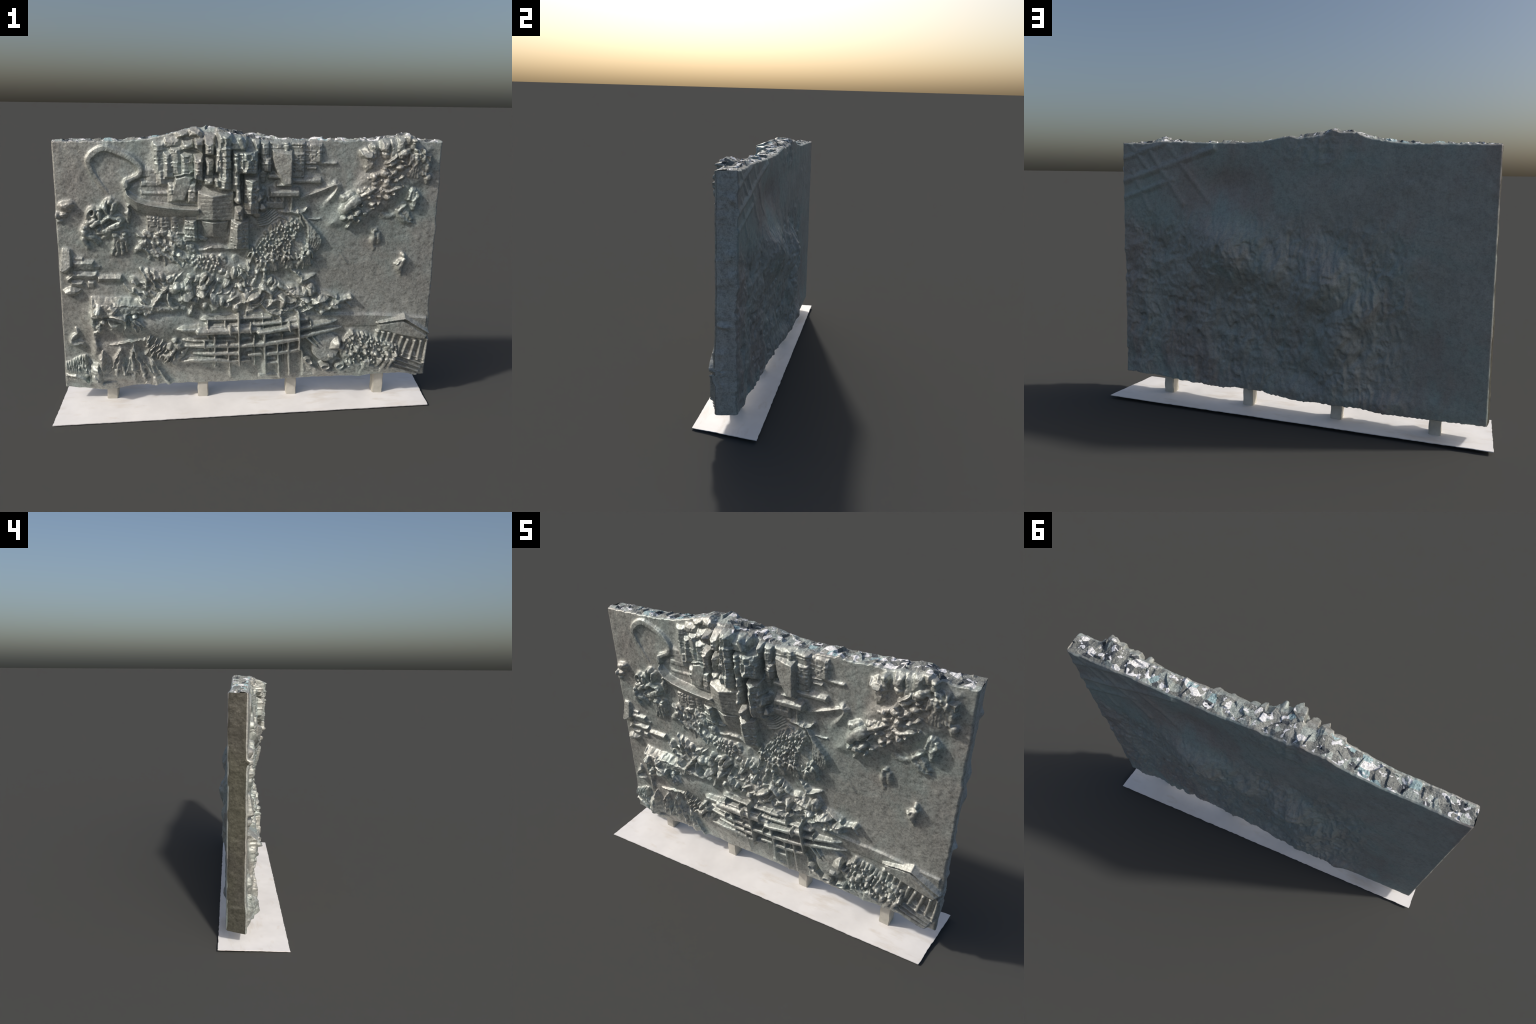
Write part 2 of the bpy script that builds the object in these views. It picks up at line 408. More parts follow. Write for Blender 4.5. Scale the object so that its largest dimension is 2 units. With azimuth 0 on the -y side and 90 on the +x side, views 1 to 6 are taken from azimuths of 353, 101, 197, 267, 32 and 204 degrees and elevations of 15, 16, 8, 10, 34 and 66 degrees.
# gabled house, round turret and shed on the terrace
R.part("gabled_house")
R.hull([-0.370, 1.214, -0.316, 1.233, -0.273, 1.214, -0.320, 1.091, -0.397, 1.091], .076, steep=[3, 3, 5, 5, 5], grad=(.10, .1))
R.path([(-0.370, 1.216, .005, .083), (-0.316, 1.230, .005, .086), (-0.273, 1.216, .005, .083)], "flat", sub=1)
castle("turret", -0.313, 1.209, -0.258, 1.079, .090, kind="round", side=.35, zb=.078, ledges=(.5,), top=1.8)
castle("shed", -0.407, 1.193, -0.357, 1.086, .074, kind="corner", ridge=.42, side=.3, zb=.064, top=2.0)
R.gain = .86
# square bastion
R.part("bastion")
R.tower(-0.265, 1.167, -0.080, 0.995, .100, kind="corner", ridge=.42, side=.34, zb=.066, top=1.55, base=.02, courses=9)
R.tower(-0.248, 1.000, -0.103, 0.907, .074, kind="corner", ridge=.42, side=.5, zb=.026, top=6, taper=.25)
# slender turret in front
R.part("turret")
R.rod(-0.064, 1.146, -0.064, 1.116, .011, .012, .100)
R.ell(-0.065, 1.105, .017, .018, 0, .122, .07)
castle("turret", -0.085, 1.083, -0.032, 0.997, .112, kind="corner", ridge=.42, side=.25, zb=.09, top=2.5, ledges=(.1,))
castle("turret", -0.104, 1.021, -0.005, 0.844, .100, kind="corner", ridge=.38, side=.45, zb=.050, courses=8, top=2.0)
castle("turret", -0.331, 1.014, -0.261, 0.887, .064, kind="corner", ridge=.75, side=.35, zb=.036, ledges=(.45, .8))
# walls under the rampart
castle("curtain_wall", -0.514, 1.021, -0.451, 0.929, .020, zb=.014, top=2)
castle("curtain_wall", -0.454, 1.015, -0.400, 0.924, .024, kind="corner", ridge=.3, zb=.014, top=2)
castle("curtain_wall", -0.395, 1.021, -0.356, 0.919, .026, kind="round", zb=.014, top=2)
# eastern quarter
castle("tower", 0.013, 1.402, 0.044, 1.322, .062, kind="round", side=.4, top=1.6)
castle("tower", 0.043, 1.391, 0.090, 1.296, .048, kind="round", side=.4, top=1.6)
castle("tower", 0.048, 1.318, 0.102, 1.235, .060, kind="corner", ridge=.6, side=.3, zb=.05, ledges=(.5,))
castle("tower", 0.033, 1.244, 0.085, 1.182, .046, kind="corner", ridge=.5, zb=.02, taper=.5, top=5)
castle("tower", 0.090, 1.388, 0.188, 1.316, .028, kind="round", side=.4, top=1.2)
R.part("slab_tower")
R.hull([0.098, 1.347, 0.205, 1.342, 0.205, 1.170, 0.160, 1.169, 0.109, 1.263], .050, steep=[2, 5, 4, 3, 3], grad=(.22, .02))
castle("tower", 0.203, 1.338, 0.266, 1.207, .036, kind="round", side=.5, zb=.026)
castle("tower", 0.150, 1.385, 0.199, 1.334, .036, kind="corner", ridge=.6)
castle("tower", 0.195, 1.385, 0.266, 1.235, .030, kind="corner", ridge=.8, side=.4, zb=.022, ledges=(.1,))
castle("tower", 0.260, 1.376, 0.352, 1.282, .020, kind="corner", ridge=.85, side=.5, top=1.0)
R.part("ledge")
for (a0, b0, a1, b1, z) in ((0.272, 1.288, 0.326, 1.273, .022), (0.278, 1.264, 0.327, 1.249, .020), (0.327, 1.288, 0.430, 1.273, .012),
                            (0.084, 1.234, 0.163, 1.200, .036), (0.204, 1.209, 0.352, 1.179, .026),
                            (0.124, 1.189, 0.208, 1.163, .056), (0.094, 1.161, 0.247, 1.111, .050), (0.072, 1.097, 0.164, 1.052, .026)):
    R.tower(a0, b0, a1, b1, z, top=1.6, zb=z * .8)
R.part("column")
for a0, b0, a1, b1 in ((0.090, 1.110, 0.092, 1.057), (0.126, 1.108, 0.128, 1.056), (0.161, 1.108, 0.164, 1.056), (0.204, 1.110, 0.207, 1.047)):
    R.rod(a0, b0, a1, b1, .008, .007, .018, .010)
R.part("stepped_terrace")
for k in range(5):
    f = k * .011
    R.path([(.030 + .004 * k, 1.008 - f, .006, .036 - k * .004), (.075 + .004 * k, 1.022 - f * 1.1, .006, .027 - k * .003), (.125 + .003 * k, 1.062 - f * 1.2, .006, .016 - k * .002)], "tent", left=.7, right=1.4)
R.part("rock_face")
for k, (a0, b0) in enumerate(((0.024, 1.155), (0.042, 1.111), (0.026, 1.069), (0.060, 1.063), (0.034, 1.029), (0.053, 1.128))):
    R.chunk(a0, b0, .030, .024, 60 + 20 * k, .082 - .007 * k, 40 + k)

R.gain = .48
R.warp(.0065)
# ================= mass under the castle =================
R.part("rock_shelf")
R.chunk(-0.448, 0.927, .040, .018, 10, .040, 5)
R.chunk(-0.356, 0.922, .034, .012, 0, .034, 6)
R.chunk(-0.237, 0.898, .026, .014, -5, .036, 7)
R.path([(-0.271, 0.834, .012, .020), (-0.193, 0.856, .018, .028), (-0.103, 0.844, .014, .020), (-0.012, 0.834, .012, .014)], "tent", left=.7, right=1.3)
pile("fallen_figure", [-0.524, 0.909, -0.400, 0.915, -0.282, 0.873, -0.271, 0.820, -0.373, 0.786, -0.505, 0.822, -0.526, 0.847], .030, 11, .021, .024, .056, (-80, -30), .35, 2.2)
R.part("fallen_figure"); R.chunk(-0.542, 0.917, .030, .012, 5, .044, 71); R.rod(-0.567, 0.844, -0.532, 0.876, .017, .020, .020, .026); R.ell(-0.530, 0.881, .02, .018, 30, .05, .02)
R.rod(-0.522, 0.860, -0.505, 0.802, .012, .008, .02, .008)

R.gain = .8
# ================= group at the left =================
R.part("standing_figure"); R.ell(-0.687, 1.089, .016, .020, 20, .044, .02); R.ell(-0.712, 1.052, .016, .034, 15, .048, .01); R.rod(-0.707, 1.098, -0.711, 1.070, .009, .012, .03)
R.ell(-0.669, 1.063, .016, .032, -20, .042, .01); R.rod(-0.679, 1.030, -0.670, 1.074, .012, .012, .020)
R.part("standing_figure"); R.path([(-0.800, 1.006, .012, .026), (-0.792, 1.037, .014, .040), (-0.769, 1.054, .012, .042), (-0.758, 1.037, .012, .040), (-0.772, 1.015, .012, .036), (-0.792, 1.028, .010, .03)], "round")
R.part("standing_figure"); R.ell(-0.740, 1.048, .013, .014, 0, .046, .02); R.ell(-0.742, 1.021, .016, .026, 10, .042, .01); R.rod(-0.795, 0.988, -0.766, 0.997, .010, .010, .03); R.rod(-0.779, 0.972, -0.748, 0.988, .010, .010, .034)
R.rod(-0.804, 0.977, -0.792, 0.930, .014, .010, .018, .008)
R.part("bent_figure"); R.path([(-0.735, 0.979, .012, .034), (-0.715, 0.999, .014, .046), (-0.693, 1.011, .014, .048), (-0.665, 1.003, .012, .044), (-0.638, 0.994, .012, .044), (-0.648, 0.974, .014, .048)], "round")
R.rod(-0.650, 0.974, -0.718, 0.941, .018, .016, .026, .014); R.rod(-0.718, 0.941, -0.753, 0.927, .012, .009, .012, .006); R.rod(-0.701, 0.934, -0.735, 0.900, .012, .006, .012, .004)
R.rod(-0.737, 0.988, -0.732, 0.954, .010, .007, .024, .01); R.ell(-0.752, 0.948, .018, .014, 0, .024)
R.part("kneeling_figure"); R.ell(-0.814, 0.957, .013, .016, 0, .042, .02); R.ell(-0.813, 0.930, .022, .030, 20, .042, .01); R.rod(-0.808, 0.914, -0.780, 0.909, .016, .014, .018); R.rod(-0.780, 0.912, -0.758, 0.873, .013, .008, .014, .004); R.rod(-0.775, 0.916, -0.740, 0.884, .010, .006, .012, .004); R.rod(-0.822, 0.901, -0.809, 0.857, .016, .010, .012, .004)
R.part("standing_figure"); R.chunk(-0.668, 0.920, .024, .020, 10, .042, 81); R.ell(-0.624, 0.927, .009, .012, 0, .042, .02); R.ell(-0.640, 0.904, .030, .018, 0, .036, .01)
for a0, b0, a1, b1 in ((-0.672, 0.900, -0.685, 0.819), (-0.659, 0.900, -0.667, 0.817), (-0.642, 0.888, -0.643, 0.821), (-0.621, 0.888, -0.616, 0.840)): R.rod(a0, b0, a1, b1, .009, .007, .020, .008)
R.part("standing_figure"); R.ell(-0.602, 1.069, .009, .011, 0, .036, .02); R.ell(-0.603, 1.034, .014, .032, -8, .030); R.rod(-0.608, 1.017, -0.604, 0.952, .010, .004, .014, .004); R.rod(-0.616, 1.034, -0.603, 1.026, .007, .007, .022)
R.part("skull"); R.ell(-0.902, 1.066, .034, .022, 10, .036, .0); R.ell(-0.885, 1.075, .022, .014, -10, .036); R.rod(-0.924, 1.053, -0.891, 1.050, .010, .014, .010)
R.part("skull"); R.ell(-0.943, 1.017, .014, .016, 0, .034, .006); R.ell(-0.916, 1.024, .020, .014, 10, .026); R.ell(-0.940, 0.993, .018, .012, 0, .014)

R.gain = 1.0
R.warp(.003)
# ================= stacked blocks at the left edge =================
for a0, b0, a1, b1, z in ((-0.888, 0.792, -0.784, 0.740, .022), (-0.880, 0.809, -0.835, 0.769, .012), (-0.894, 0.730, -0.767, 0.693, .026), (-0.769, 0.714, -0.648, 0.677, .030), (-0.904, 0.685, -0.840, 0.651, .022), (-0.820, 0.684, -0.785, 0.646, .016), (-0.787, 0.765, -0.751, 0.742, .008)):
    R.part("block"); R.tower(a0, b0, a1, b1, z, top=1.1, zb=z * .35, edge=3)
R.part("block"); R.hull([-0.933, 0.849, -0.892, 0.849, -0.890, 0.757, -0.925, 0.723, -0.952, 0.739], .026, steep=[1.2, 3, 2, 3, 3], grad=(.05, -.22))
R.part("block"); R.hull([-0.923, 0.695, -0.879, 0.727, -0.885, 0.704, -0.918, 0.676], .024, steep=2)
R.part("block"); R.hull([-0.945, 0.634, -0.906, 0.652, -0.854, 0.637, -0.892, 0.609, -0.927, 0.614], .026, steep=[1, 1, 2, 4, 4])

R.warp(.0065)
# ================= rock ledge, lower left =================
R.part("rock_ledge")
R.band([(-0.811, 0.596, .475, .050, .028), (-0.785, 0.594, .48, .060, .034), (-0.697, 0.593, .49, .060, .034), (-0.630, 0.597, .50, .058, .034), (-0.543, 0.580, .51, .048, .026), (-0.423, 0.556, .515, .034, .018), (-0.332, 0.540, .52, .022, .01)], top=1.7, bot=2.2, side=5, rough=.006)
R.band([(-0.813, 0.567, .26, .034, .004), (-0.797, 0.567, .25, .042, .004), (-0.786, 0.567, .27, .034, .004)], top=3, bot=2, side=4, rough=.004)
R.chunk(-0.770, 0.539, .032, .030, 40, .066, 91); R.chunk(-0.699, 0.545, .034, .022, 0, .060, 92); R.chunk(-0.687, 0.526, .03, .014, 30, .058, 93)
R.part("canopy")
R.hull([-0.715, 0.504, -0.629, 0.522, -0.623, 0.498, -0.635, 0.486], .066, steep=[1.2, 4, 3, 3])
R.path([(-0.715, 0.502, .006, .050), (-0.670, 0.506, .008, .062), (-0.631, 0.488, .008, .060)], "flat")
R.path([(-0.633, 0.488, .005, .052), (-0.641, 0.424, .004, .030), (-0.658, 0.389, .004, .010)], "tent")
R.part("hanging_cloth"); R.hull([-0.726, 0.475, -0.693, 0.472, -0.662, 0.459, -0.709, 0.426], .036, steep=2)
R.fan(-0.630, 0.512, -75, -35, .105, 3, .040, 3, .5)
R.part("rubble"); 
for k, (a0, b0) in enumerate(((-0.751, 0.470), (-0.775, 0.446), (-0.790, 0.411), (-0.767, 0.433), (-0.567, 0.527), (-0.534, 0.514), (-0.591, 0.503), (-0.514, 0.521))):
    R.chunk(a0, b0, .022, .016, 25 * k, .030, 300 + k)

# ================= corner with shell, horn and blades =================
R.part("horn")
R.path([(-0.893, 0.428, .006, .008), (-0.888, 0.406, .010, .014), (-0.907, 0.384, .014, .024), (-0.916, 0.359, .015, .028), (-0.899, 0.341, .015, .030), (-0.876, 0.343, .012, .024), (-0.857, 0.325, .008, .010)], "round")
R.gain = .72
R.part("shell")
R.band([(-0.960, 0.211, .125, .018, .006), (-0.925, 0.235, .120, .040, .020), (-0.866, 0.233, .115, .052, .034), (-0.833, 0.207, .11, .050, .040)], top=1.2, bot=2, side=2)
for k in range(9):
    f = k / 8
    R.path([(-.955 + .012 * k, .238 + .004 * k, .004, .020 + .003 * k), (-.948 + .0125 * k, .215 + .001 * k, .005, .040 + .003 * k), (-.940 + .012 * k, .196 - .002 * k, .004, .034 + .003 * k)], "round")
R.path([(-0.954, 0.172, .008, .030), (-0.902, 0.170, .010, .050), (-0.869, 0.152, .012, .056), (-0.845, 0.128, .012, .050)], "round", right=.6)
R.path([(-0.871, 0.223, .012, .050), (-0.854, 0.202, .014, .060), (-0.841, 0.187, .012, .062), (-0.850, 0.167, .010, .056)], "round")
R.path([(-0.876, 0.239, .008, .012), (-0.859, 0.226, .010, .046), (-0.831, 0.202, .010, .060), (-0.831, 0.166, .008, .058), (-0.827, 0.127, .008, .050)], "round")
R.part("carved_block")
R.hull([-0.834, 0.232, -0.784, 0.234, -0.768, 0.190, -0.770, 0.126, -0.827, 0.125, -0.830, 0.187], .056, steep=[1.3, 3, 3, 3, 4, 4], grad=(.0, -.1))
R.path([(-0.813, 0.209, .004, .064), (-0.790, 0.203, .005, .066), (-0.779, 0.201, .004, .062)], "tent"); R.ell(-0.806, 0.165, .016, .014, 0, .068, .05); R.ell(-0.791, 0.150, .012, .010, 0, .068, .05)
R.path([(-0.792, 0.121, .02, .040), (-0.763, 0.102, .024, .036), (-0.714, 0.111, .02, .020)], "round")
R.gain = 1.0
R.part("sword"); R.path([(-0.728, 0.343, .003, .010), (-0.669, 0.344, .006, .020), (-0.611, 0.355, .007, .024), (-0.539, 0.366, .008, .028)], "tent", left=1.2, right=.7)
R.part("blade"); R.hull([-0.763, 0.305, -0.745, 0.267, -0.758, 0.190, -0.769, 0.196, -0.779, 0.267], .036, steep=2)
R.part("drapery"); R.fan(-0.609, 0.350, -104, -58, .20, 3, .044, 5, .5, .25)
R.part("drapery"); R.fan(-0.671, 0.335, -112, -78, .16, 2, .036, 9, .5, .4)
R.part("drapery"); R.fan(-0.524, 0.288, -100, -58, .19, 2, .030, 12, .55, .3)
R.part("blade"); R.path([(-0.669, 0.310, .008, .020), (-0.694, 0.270, .012, .036), (-0.715, 0.217, .008, .026)], "tent")
R.path([(-0.516, 0.295, .006, .030), (-0.501, 0.239, .008, .026), (-0.458, 0.160, .006, .016), (-0.427, 0.123, .004, .008)], "tent")
R.path([(-0.612, 0.243, .008, .036), (-0.600, 0.197, .010, .036), (-0.583, 0.162, .008, .026)], "tent")
# bundle of feathers
r_ = np.random.RandomState(4)
for k in range(26):
    R.part("feather")
    cu, cw = -.530 + .135 * (k % 9) / 8 + r_.uniform(-.006, .006), .366 - .030 * (k // 9) - .075 * (k % 9) / 8 + r_.uniform(-.005, .005)
    an = math.radians(r_.uniform(48, 72)); l = r_.uniform(.018, .032); zz = .022 + .004 * (k // 9) + r_.uniform(0, .008)
    R.path([(cu - math.cos(an) * l, cw - math.sin(an) * l, .005, zz * .7), (cu, cw, .009, zz * 1.15), (cu + math.cos(an) * l, cw + math.sin(an) * l, .003, zz * .6)], "tent")
R.part("clasp"); R.chunk(-0.369, 0.325, .028, .018, 10, .040, 17); R.ell(-0.420, 0.321, .014, .018, -40, .044, .01); R.ell(-0.397, 0.303, .012, .012, 0, .046, .02); R.ell(-0.409, 0.283, .02, .014, 20, .046, .01); R.rod(-0.485, 0.275, -0.426, 0.268, .005, .009, .016, .024)
R.ell(-0.396, 0.356, .016, .012, 0, .036); R.path([(-0.400, 0.224, .02, .020), (-0.349, 0.280, .016, .020), (-0.323, 0.310, .01, .016)], "round")

R.warp(.0015)
# ================= pipes and slats =================
for pts in (
    [(-0.251, 0.470, .004, .003), (-0.228, 0.477, .008, .010), (-0.065, 0.480, .009, .014), (-0.026, 0.483, .009, .014), (0.108, 0.484, .009, .012)],
    [(-0.372, 0.419, .004, .002), (-0.344, 0.424, .012, .008), (-0.256, 0.422, .015, .012)],
    [(-0.258, 0.432, .012, .012), (-0.196, 0.437, .011, .014), (-0.070, 0.444, .011, .016), (-0.023, 0.443, .010, .014), (0.156, 0.458, .010, .014)],
    [(-0.346, 0.355, .004, .003), (-0.283, 0.356, .008, .008), (-0.196, 0.355, .008, .008), (-0.079, 0.354, .007, .007)],
    [(-0.346, 0.323, .006, .006), (-0.243, 0.328, .014, .012), (-0.102, 0.328, .014, .014), (-0.057, 0.330, .014, .014)],
    [(-0.296, 0.278, .006, .004), (-0.197, 0.281, .013, .010), (-0.064, 0.281, .013, .012)],
    [(-0.355, 0.233, .006, .002), (-0.291, 0.245, .012, .008), (-0.192, 0.246, .013, .010), (-0.078, 0.229, .008, .006)],
    [(-0.041, 0.329, .013, .018), (0.067, 0.337, .016, .020), (0.167, 0.350, .015, .020), (0.257, 0.361, .012, .018)],
    [(0.179, 0.460, .008, .010), (0.248, 0.469, .012, .012), (0.302, 0.469, .010, .008)],
    [(0.271, 0.424, .013, .014), (0.328, 0.432, .013, .014), (0.427, 0.448, .009, .008), (0.463, 0.452, .004, .003)],
    [(0.279, 0.374, .014, .014), (0.358, 0.391, .013, .012), (0.453, 0.407, .008, .006), (0.492, 0.411, .004, .002)],
    [(-0.002, 0.269, .009, .010), (0.062, 0.273, .010, .010)], [(0.100, 0.275, .014, .012), (0.206, 0.283, .012, .010), (0.253, 0.292, .012, .010)],
    [(0.094, 0.220, .008, .006), (0.157, 0.221, .008, .006)], [(-0.090, 0.230, .007, .007), (0.003, 0.235, .006, .005)]):
    R.part("pipe"); lift = .014
    for a, b in zip(pts[:-1], pts[1:]): R.rod(a[0], a[1], b[0], b[1], a[2], b[2], a[3] * 1.2 + lift * min(1, a[2] / .010), b[3] * 1.2 + lift * min(1, b[2] / .010))
R.part("pipe"); R.rod(-0.263, 0.413, -0.103, 0.418, .017, .019, .040, .040); R.rod(-0.103, 0.418, -0.003, 0.420, .018, .019, .036); R.rod(-0.024, 0.416, 0.053, 0.420, .019, .016, .034)
R.part("pipe"); R.rod(0.047, 0.408, 0.200, 0.430, .011, .015, .054, .046); R.rod(0.200, 0.430, 0.251, 0.440, .017, .017, .040, .036)
R.part("pipe_ring")
for u_, w_, hf, an, z in ((-0.216, 0.443, .022, 2, .022), (-0.126, 0.446, .020, 2, .022), (-0.101, 0.422, .023, 2, .042), (-0.234, 0.335, .019, 2, .020), (0.006, 0.431, .024, 2, .036), (0.209, 0.431, .021, 8, .044), (0.323, 0.436, .018, 8, .020), (0.024, 0.347, .018, 4, .030), (0.166, 0.469, .014, 4, .018)):
    R.ring(u_, w_, hf * 1.05, an, .0045, z + .020)
R.part("slat")
for u0, w0_, u1, w1_, r, z0, z1 in ((-0.058, 0.503, -0.051, 0.207, .0075, .064, .040), (-0.180, 0.384, -0.180, 0.200, .0085, .048, .022), (-0.115, 0.345, -0.097, 0.133, .0075, .044, .008),
        (0.076, 0.401, 0.091, 0.159, .010, .056, .028), (0.157, 0.492, 0.171, 0.421, .007, .034, .030), (0.254, 0.497, 0.268, 0.296, .0095, .062, .046), (0.026, 0.386, 0.031, 0.203, .006, .030, .014),
        (0.148, 0.334, 0.166, 0.129, .0075, .042, .022), (0.175, 0.391, 0.183, 0.218, .006, .034, .014), (0.205, 0.346, 0.220, 0.143, .009, .044, .020), (0.068, 0.493, 0.073, 0.408, .005, .032, .034),
        (0.025, 0.490, 0.025, 0.452, .006, .022, .024), (0.120, 0.488, 0.127, 0.461, .006, .024, .018), (-0.212, 0.374, -0.211, 0.297, .005, .020, .020), (-0.016, 0.491, -0.016, 0.461, .006, .026, .026), (-0.017, 0.516, -0.019, 0.489, .005, .026, .026), (0.116, 0.516, 0.121, 0.477, .006, .028, .026), (0.163, 0.513, 0.161, 0.486, .006, .030, .034), (0.254, 0.511, 0.254, 0.493, .007, .036, .060)):
    R.part("slat"); R.rod(u0, w0_, u1, w1_, r, r * .75, z0 + .004, z1, flat=True)
R.part("slat"); R.path([(0.266, 0.306, .008, .040), (0.281, 0.286, .010, .034), (0.287, 0.260, .010, .030), (0.296, 0.163, .012, .020)], "round")
R.part("slat_frame"); R.tower(-0.012, 0.522, 0.118, 0.478, .014, top=1); R.tower(0.129, 0.515, 0.302, 0.480, .014, top=1); R.tower(0.053, 0.150, 0.160, 0.129, .008, top=1)

# ================= disc, cups =================
R.part("disc")
R.ell(0.408, 0.309, .078, .080, 0, .034, .0, .08, tilt=(.02, -.22))
R.hull([0.424, 0.292, 0.441, 0.338, 0.473, 0.363, 0.487, 0.337, 0.484, 0.295], .056, steep=[1.0, 1.0, 3, 3, 1.5], grad=(.25, .0), base=.034)
R.tower(0.420, 0.272, 0.452, 0.250, .056, top=1.5, base=.04)
R.part("tongs"); R.rod(0.297, 0.368, 0.357, 0.317, .008, .008, .036, .044, flat=True); R.rod(0.333, 0.367, 0.369, 0.335, .006, .006, .036, .044, flat=True)
for u_, w_, ru, rw, an in ((0.408, 0.199, .028, .015, 0), (0.487, 0.202, .026, .017, 20), (0.317, 0.233, .026, .014, -35)):
    R.part("cup"); R.ell(u_, w_, ru, rw, an, .054, .046, .2); R.ell(u_, w_ - .012, ru * .95, rw * 1.3, an, .044, .01)
    sl = R.sub(u_ - .03, u_ + .03, w_ - .03, w_ + .03); uu, ww = R.U[sl] - u_, R.W[sl] - w_
    c_, s_ = math.cos(math.radians(an)), math.sin(math.radians(an)); q_ = ((uu * c_ + ww * s_) / (ru * .7)) ** 2 + ((-uu * s_ + ww * c_) / (rw * .62)) ** 2
    R.H[sl] = R.H[sl] - .014 * smooth((1 - q_) * 2)
R.part("ground_bank")
R.band([(0.287, 0.260, .128, .030, .008), (0.327, 0.217, .128, .034, .010), (0.389, 0.184, .130, .036, .012), (0.499, 0.181, .132, .036, .014), (0.568, 0.227, .134, .040, .014), (0.693, 0.198, .140, .034, .012), (0.805, 0.182, .142, .024, .008)], top=2, bot=1.5, rough=.006)

R.warp(.0055)
# ================= crowds =================
mound([0.024, 0.850, 0.130, 0.963, 0.242, 1.002, 0.263, 0.923, 0.313, 0.816, 0.296, 0.754, 0.078, 0.718, 0.032, 0.759], .016, .02)
crowd("crowd", [0.030, 0.855, 0.081, 0.929, 0.117, 0.963, 0.219, 1.002, 0.248, 0.960, 0.212, 0.877, 0.202, 0.826, 0.043, 0.776, 0.008, 0.818], .0145, 21, .0075, .026, .044, (-70, -20), .020)
for k, (u_, w_) in enumerate(((0.207, 0.746), (0.260, 0.740), (0.295, 0.764), (0.165, 0.751), (0.126, 0.730), (0.085, 0.708), (0.050, 0.728), (0.016, 0.764), (0.103, 0.751))):
    R.part("standing_figure"); R.figure(u_, w_, .085 + .008 * (k % 3), (-6, 5, 0, 8, -8)[k % 5], .036, 40 + k, .004, robe=k % 2 == 0)
R.part("drapery")
for k in range(6):
    f = k / 5
    R.path([(.245 + .006 * k, 1.045 - .01 * k, .006, .020), (.285 + .018 * f, .985 - .004 * k, .010, .026), (.300 + .058 * f, .900, .012, .024), (.285 + .065 * f, .830 + .01 * f, .008, .010)], "round")
R.path([(0.142, 1.043, .010, .008), (0.196, 1.038, .014, .020), (0.248, 1.034, .012, .024), (0.285, 1.056, .010, .016)], "tent", right=1.6)
R.path([(0.143, 1.011, .006, .012), (0.181, 0.995, .008, .018)], "tent"); R.path([(0.241, 1.047, .004, .030), (0.256, 0.997, .006, .030), (0.271, 0.956, .006, .026)], "tent"); R.path([(0.298, 0.997, .006, .012), (0.357, 0.997, .006, .008)], "tent")

R.gain = .72
# ================= central heap =================
crowd("crowd", [-0.316, 0.802, -0.159, 0.801, -0.159, 0.730, -0.239, 0.738, -0.272, 0.745], .013, 23, .0085, .026, .042, (-90, -30), .018)
R.part("drapery"); R.fan(-0.323, 0.809, -125, -60, .10, 4, .022, 15, .5, .3)
R.part("drapery"); R.path([(-0.148, 0.808, .016, .016), (-0.130, 0.772, .02, .024), (-0.125, 0.725, .016, .018)], "round"); R.path([(-0.080, 0.796, .02, .010), (-0.080, 0.748, .02, .014)], "round")
pile("heaped_figure", [-0.531, 0.715, -0.437, 0.714, -0.330, 0.679, -0.159, 0.730, -0.000, 0.743, 0.044, 0.728, 0.125, 0.674, 0.139, 0.576, 0.093, 0.530, -0.079, 0.530, -0.310, 0.539, -0.422, 0.608, -0.534, 0.634], .035, 31, .023, .026, .056, (20, 110), .42, 1.8)
R.gain = .92
pile("heaped_figure", [0.161, 0.625, 0.231, 0.636, 0.324, 0.643, 0.384, 0.610, 0.480, 0.582, 0.495, 0.534, 0.400, 0.515, 0.234, 0.518, 0.117, 0.527, 0.127, 0.577], .034, 33, .024, .026, .058, (-40, 25), .5, 2.0)
pile("heaped_figure", [-0.612, 0.694, -0.529, 0.716, -0.464, 0.714, -0.433, 0.633, -0.490, 0.597, -0.523, 0.568, -0.578, 0.593], .034, 35, .022, .024, .046, (100, 160), .4, 2.0)
for k, (pts, z) in enumerate((([-0.336, 0.621, -0.289, 0.604, -0.308, 0.570, -0.346, 0.588], .074), ([-0.273, 0.606, -0.251, 0.632, -0.219, 0.615, -0.228, 0.592], .070), ([-0.040, 0.671, -0.022, 0.676, -0.015, 0.649, -0.031, 0.642], .056))):
    R.part("stone_block"); R.hull(pts, z, steep=[2, 5, 5, 5], grad=(0, -.2))
R.part("heaped_figure"); R.rod(-0.393, 0.634, -0.370, 0.648, .024, .026, .018, .024); R.ell(-0.375, 0.646, .03, .026, 30, .056, .01); R.ell(-0.343, 0.648, .018, .024, 0, .044, .01)
R.part("heaped_figure"); R.rod(-0.253, 0.671, -0.223, 0.714, .012, .012, .036, .044); R.ell(-0.277, 0.687, .016, .016, 0, .044)
R.part("heaped_figure"); R.chunk(-0.207, 0.683, .030, .018, 65, .062, 101); R.ell(-0.239, 0.649, .024, .040, -25, .048)
R.part("heaped_figure"); R.path([(-0.454, 0.611, .014, .036), (-0.475, 0.578, .014, .044), (-0.502, 0.537, .012, .040)], "round"); R.path([(-0.417, 0.617, .008, .036), (-0.417, 0.584, .010, .044), (-0.402, 0.555, .010, .044), (-0.370, 0.537, .010, .042)], "round")
R.part("heaped_figure"); R.rod(-0.306, 0.690, -0.316, 0.643, .018, .022, .020, .024); R.ell(-0.306, 0.704, .018, .016, 0, .048, .01); R.rod(-0.316, 0.643, -0.299, 0.602, .02, .014, .020)
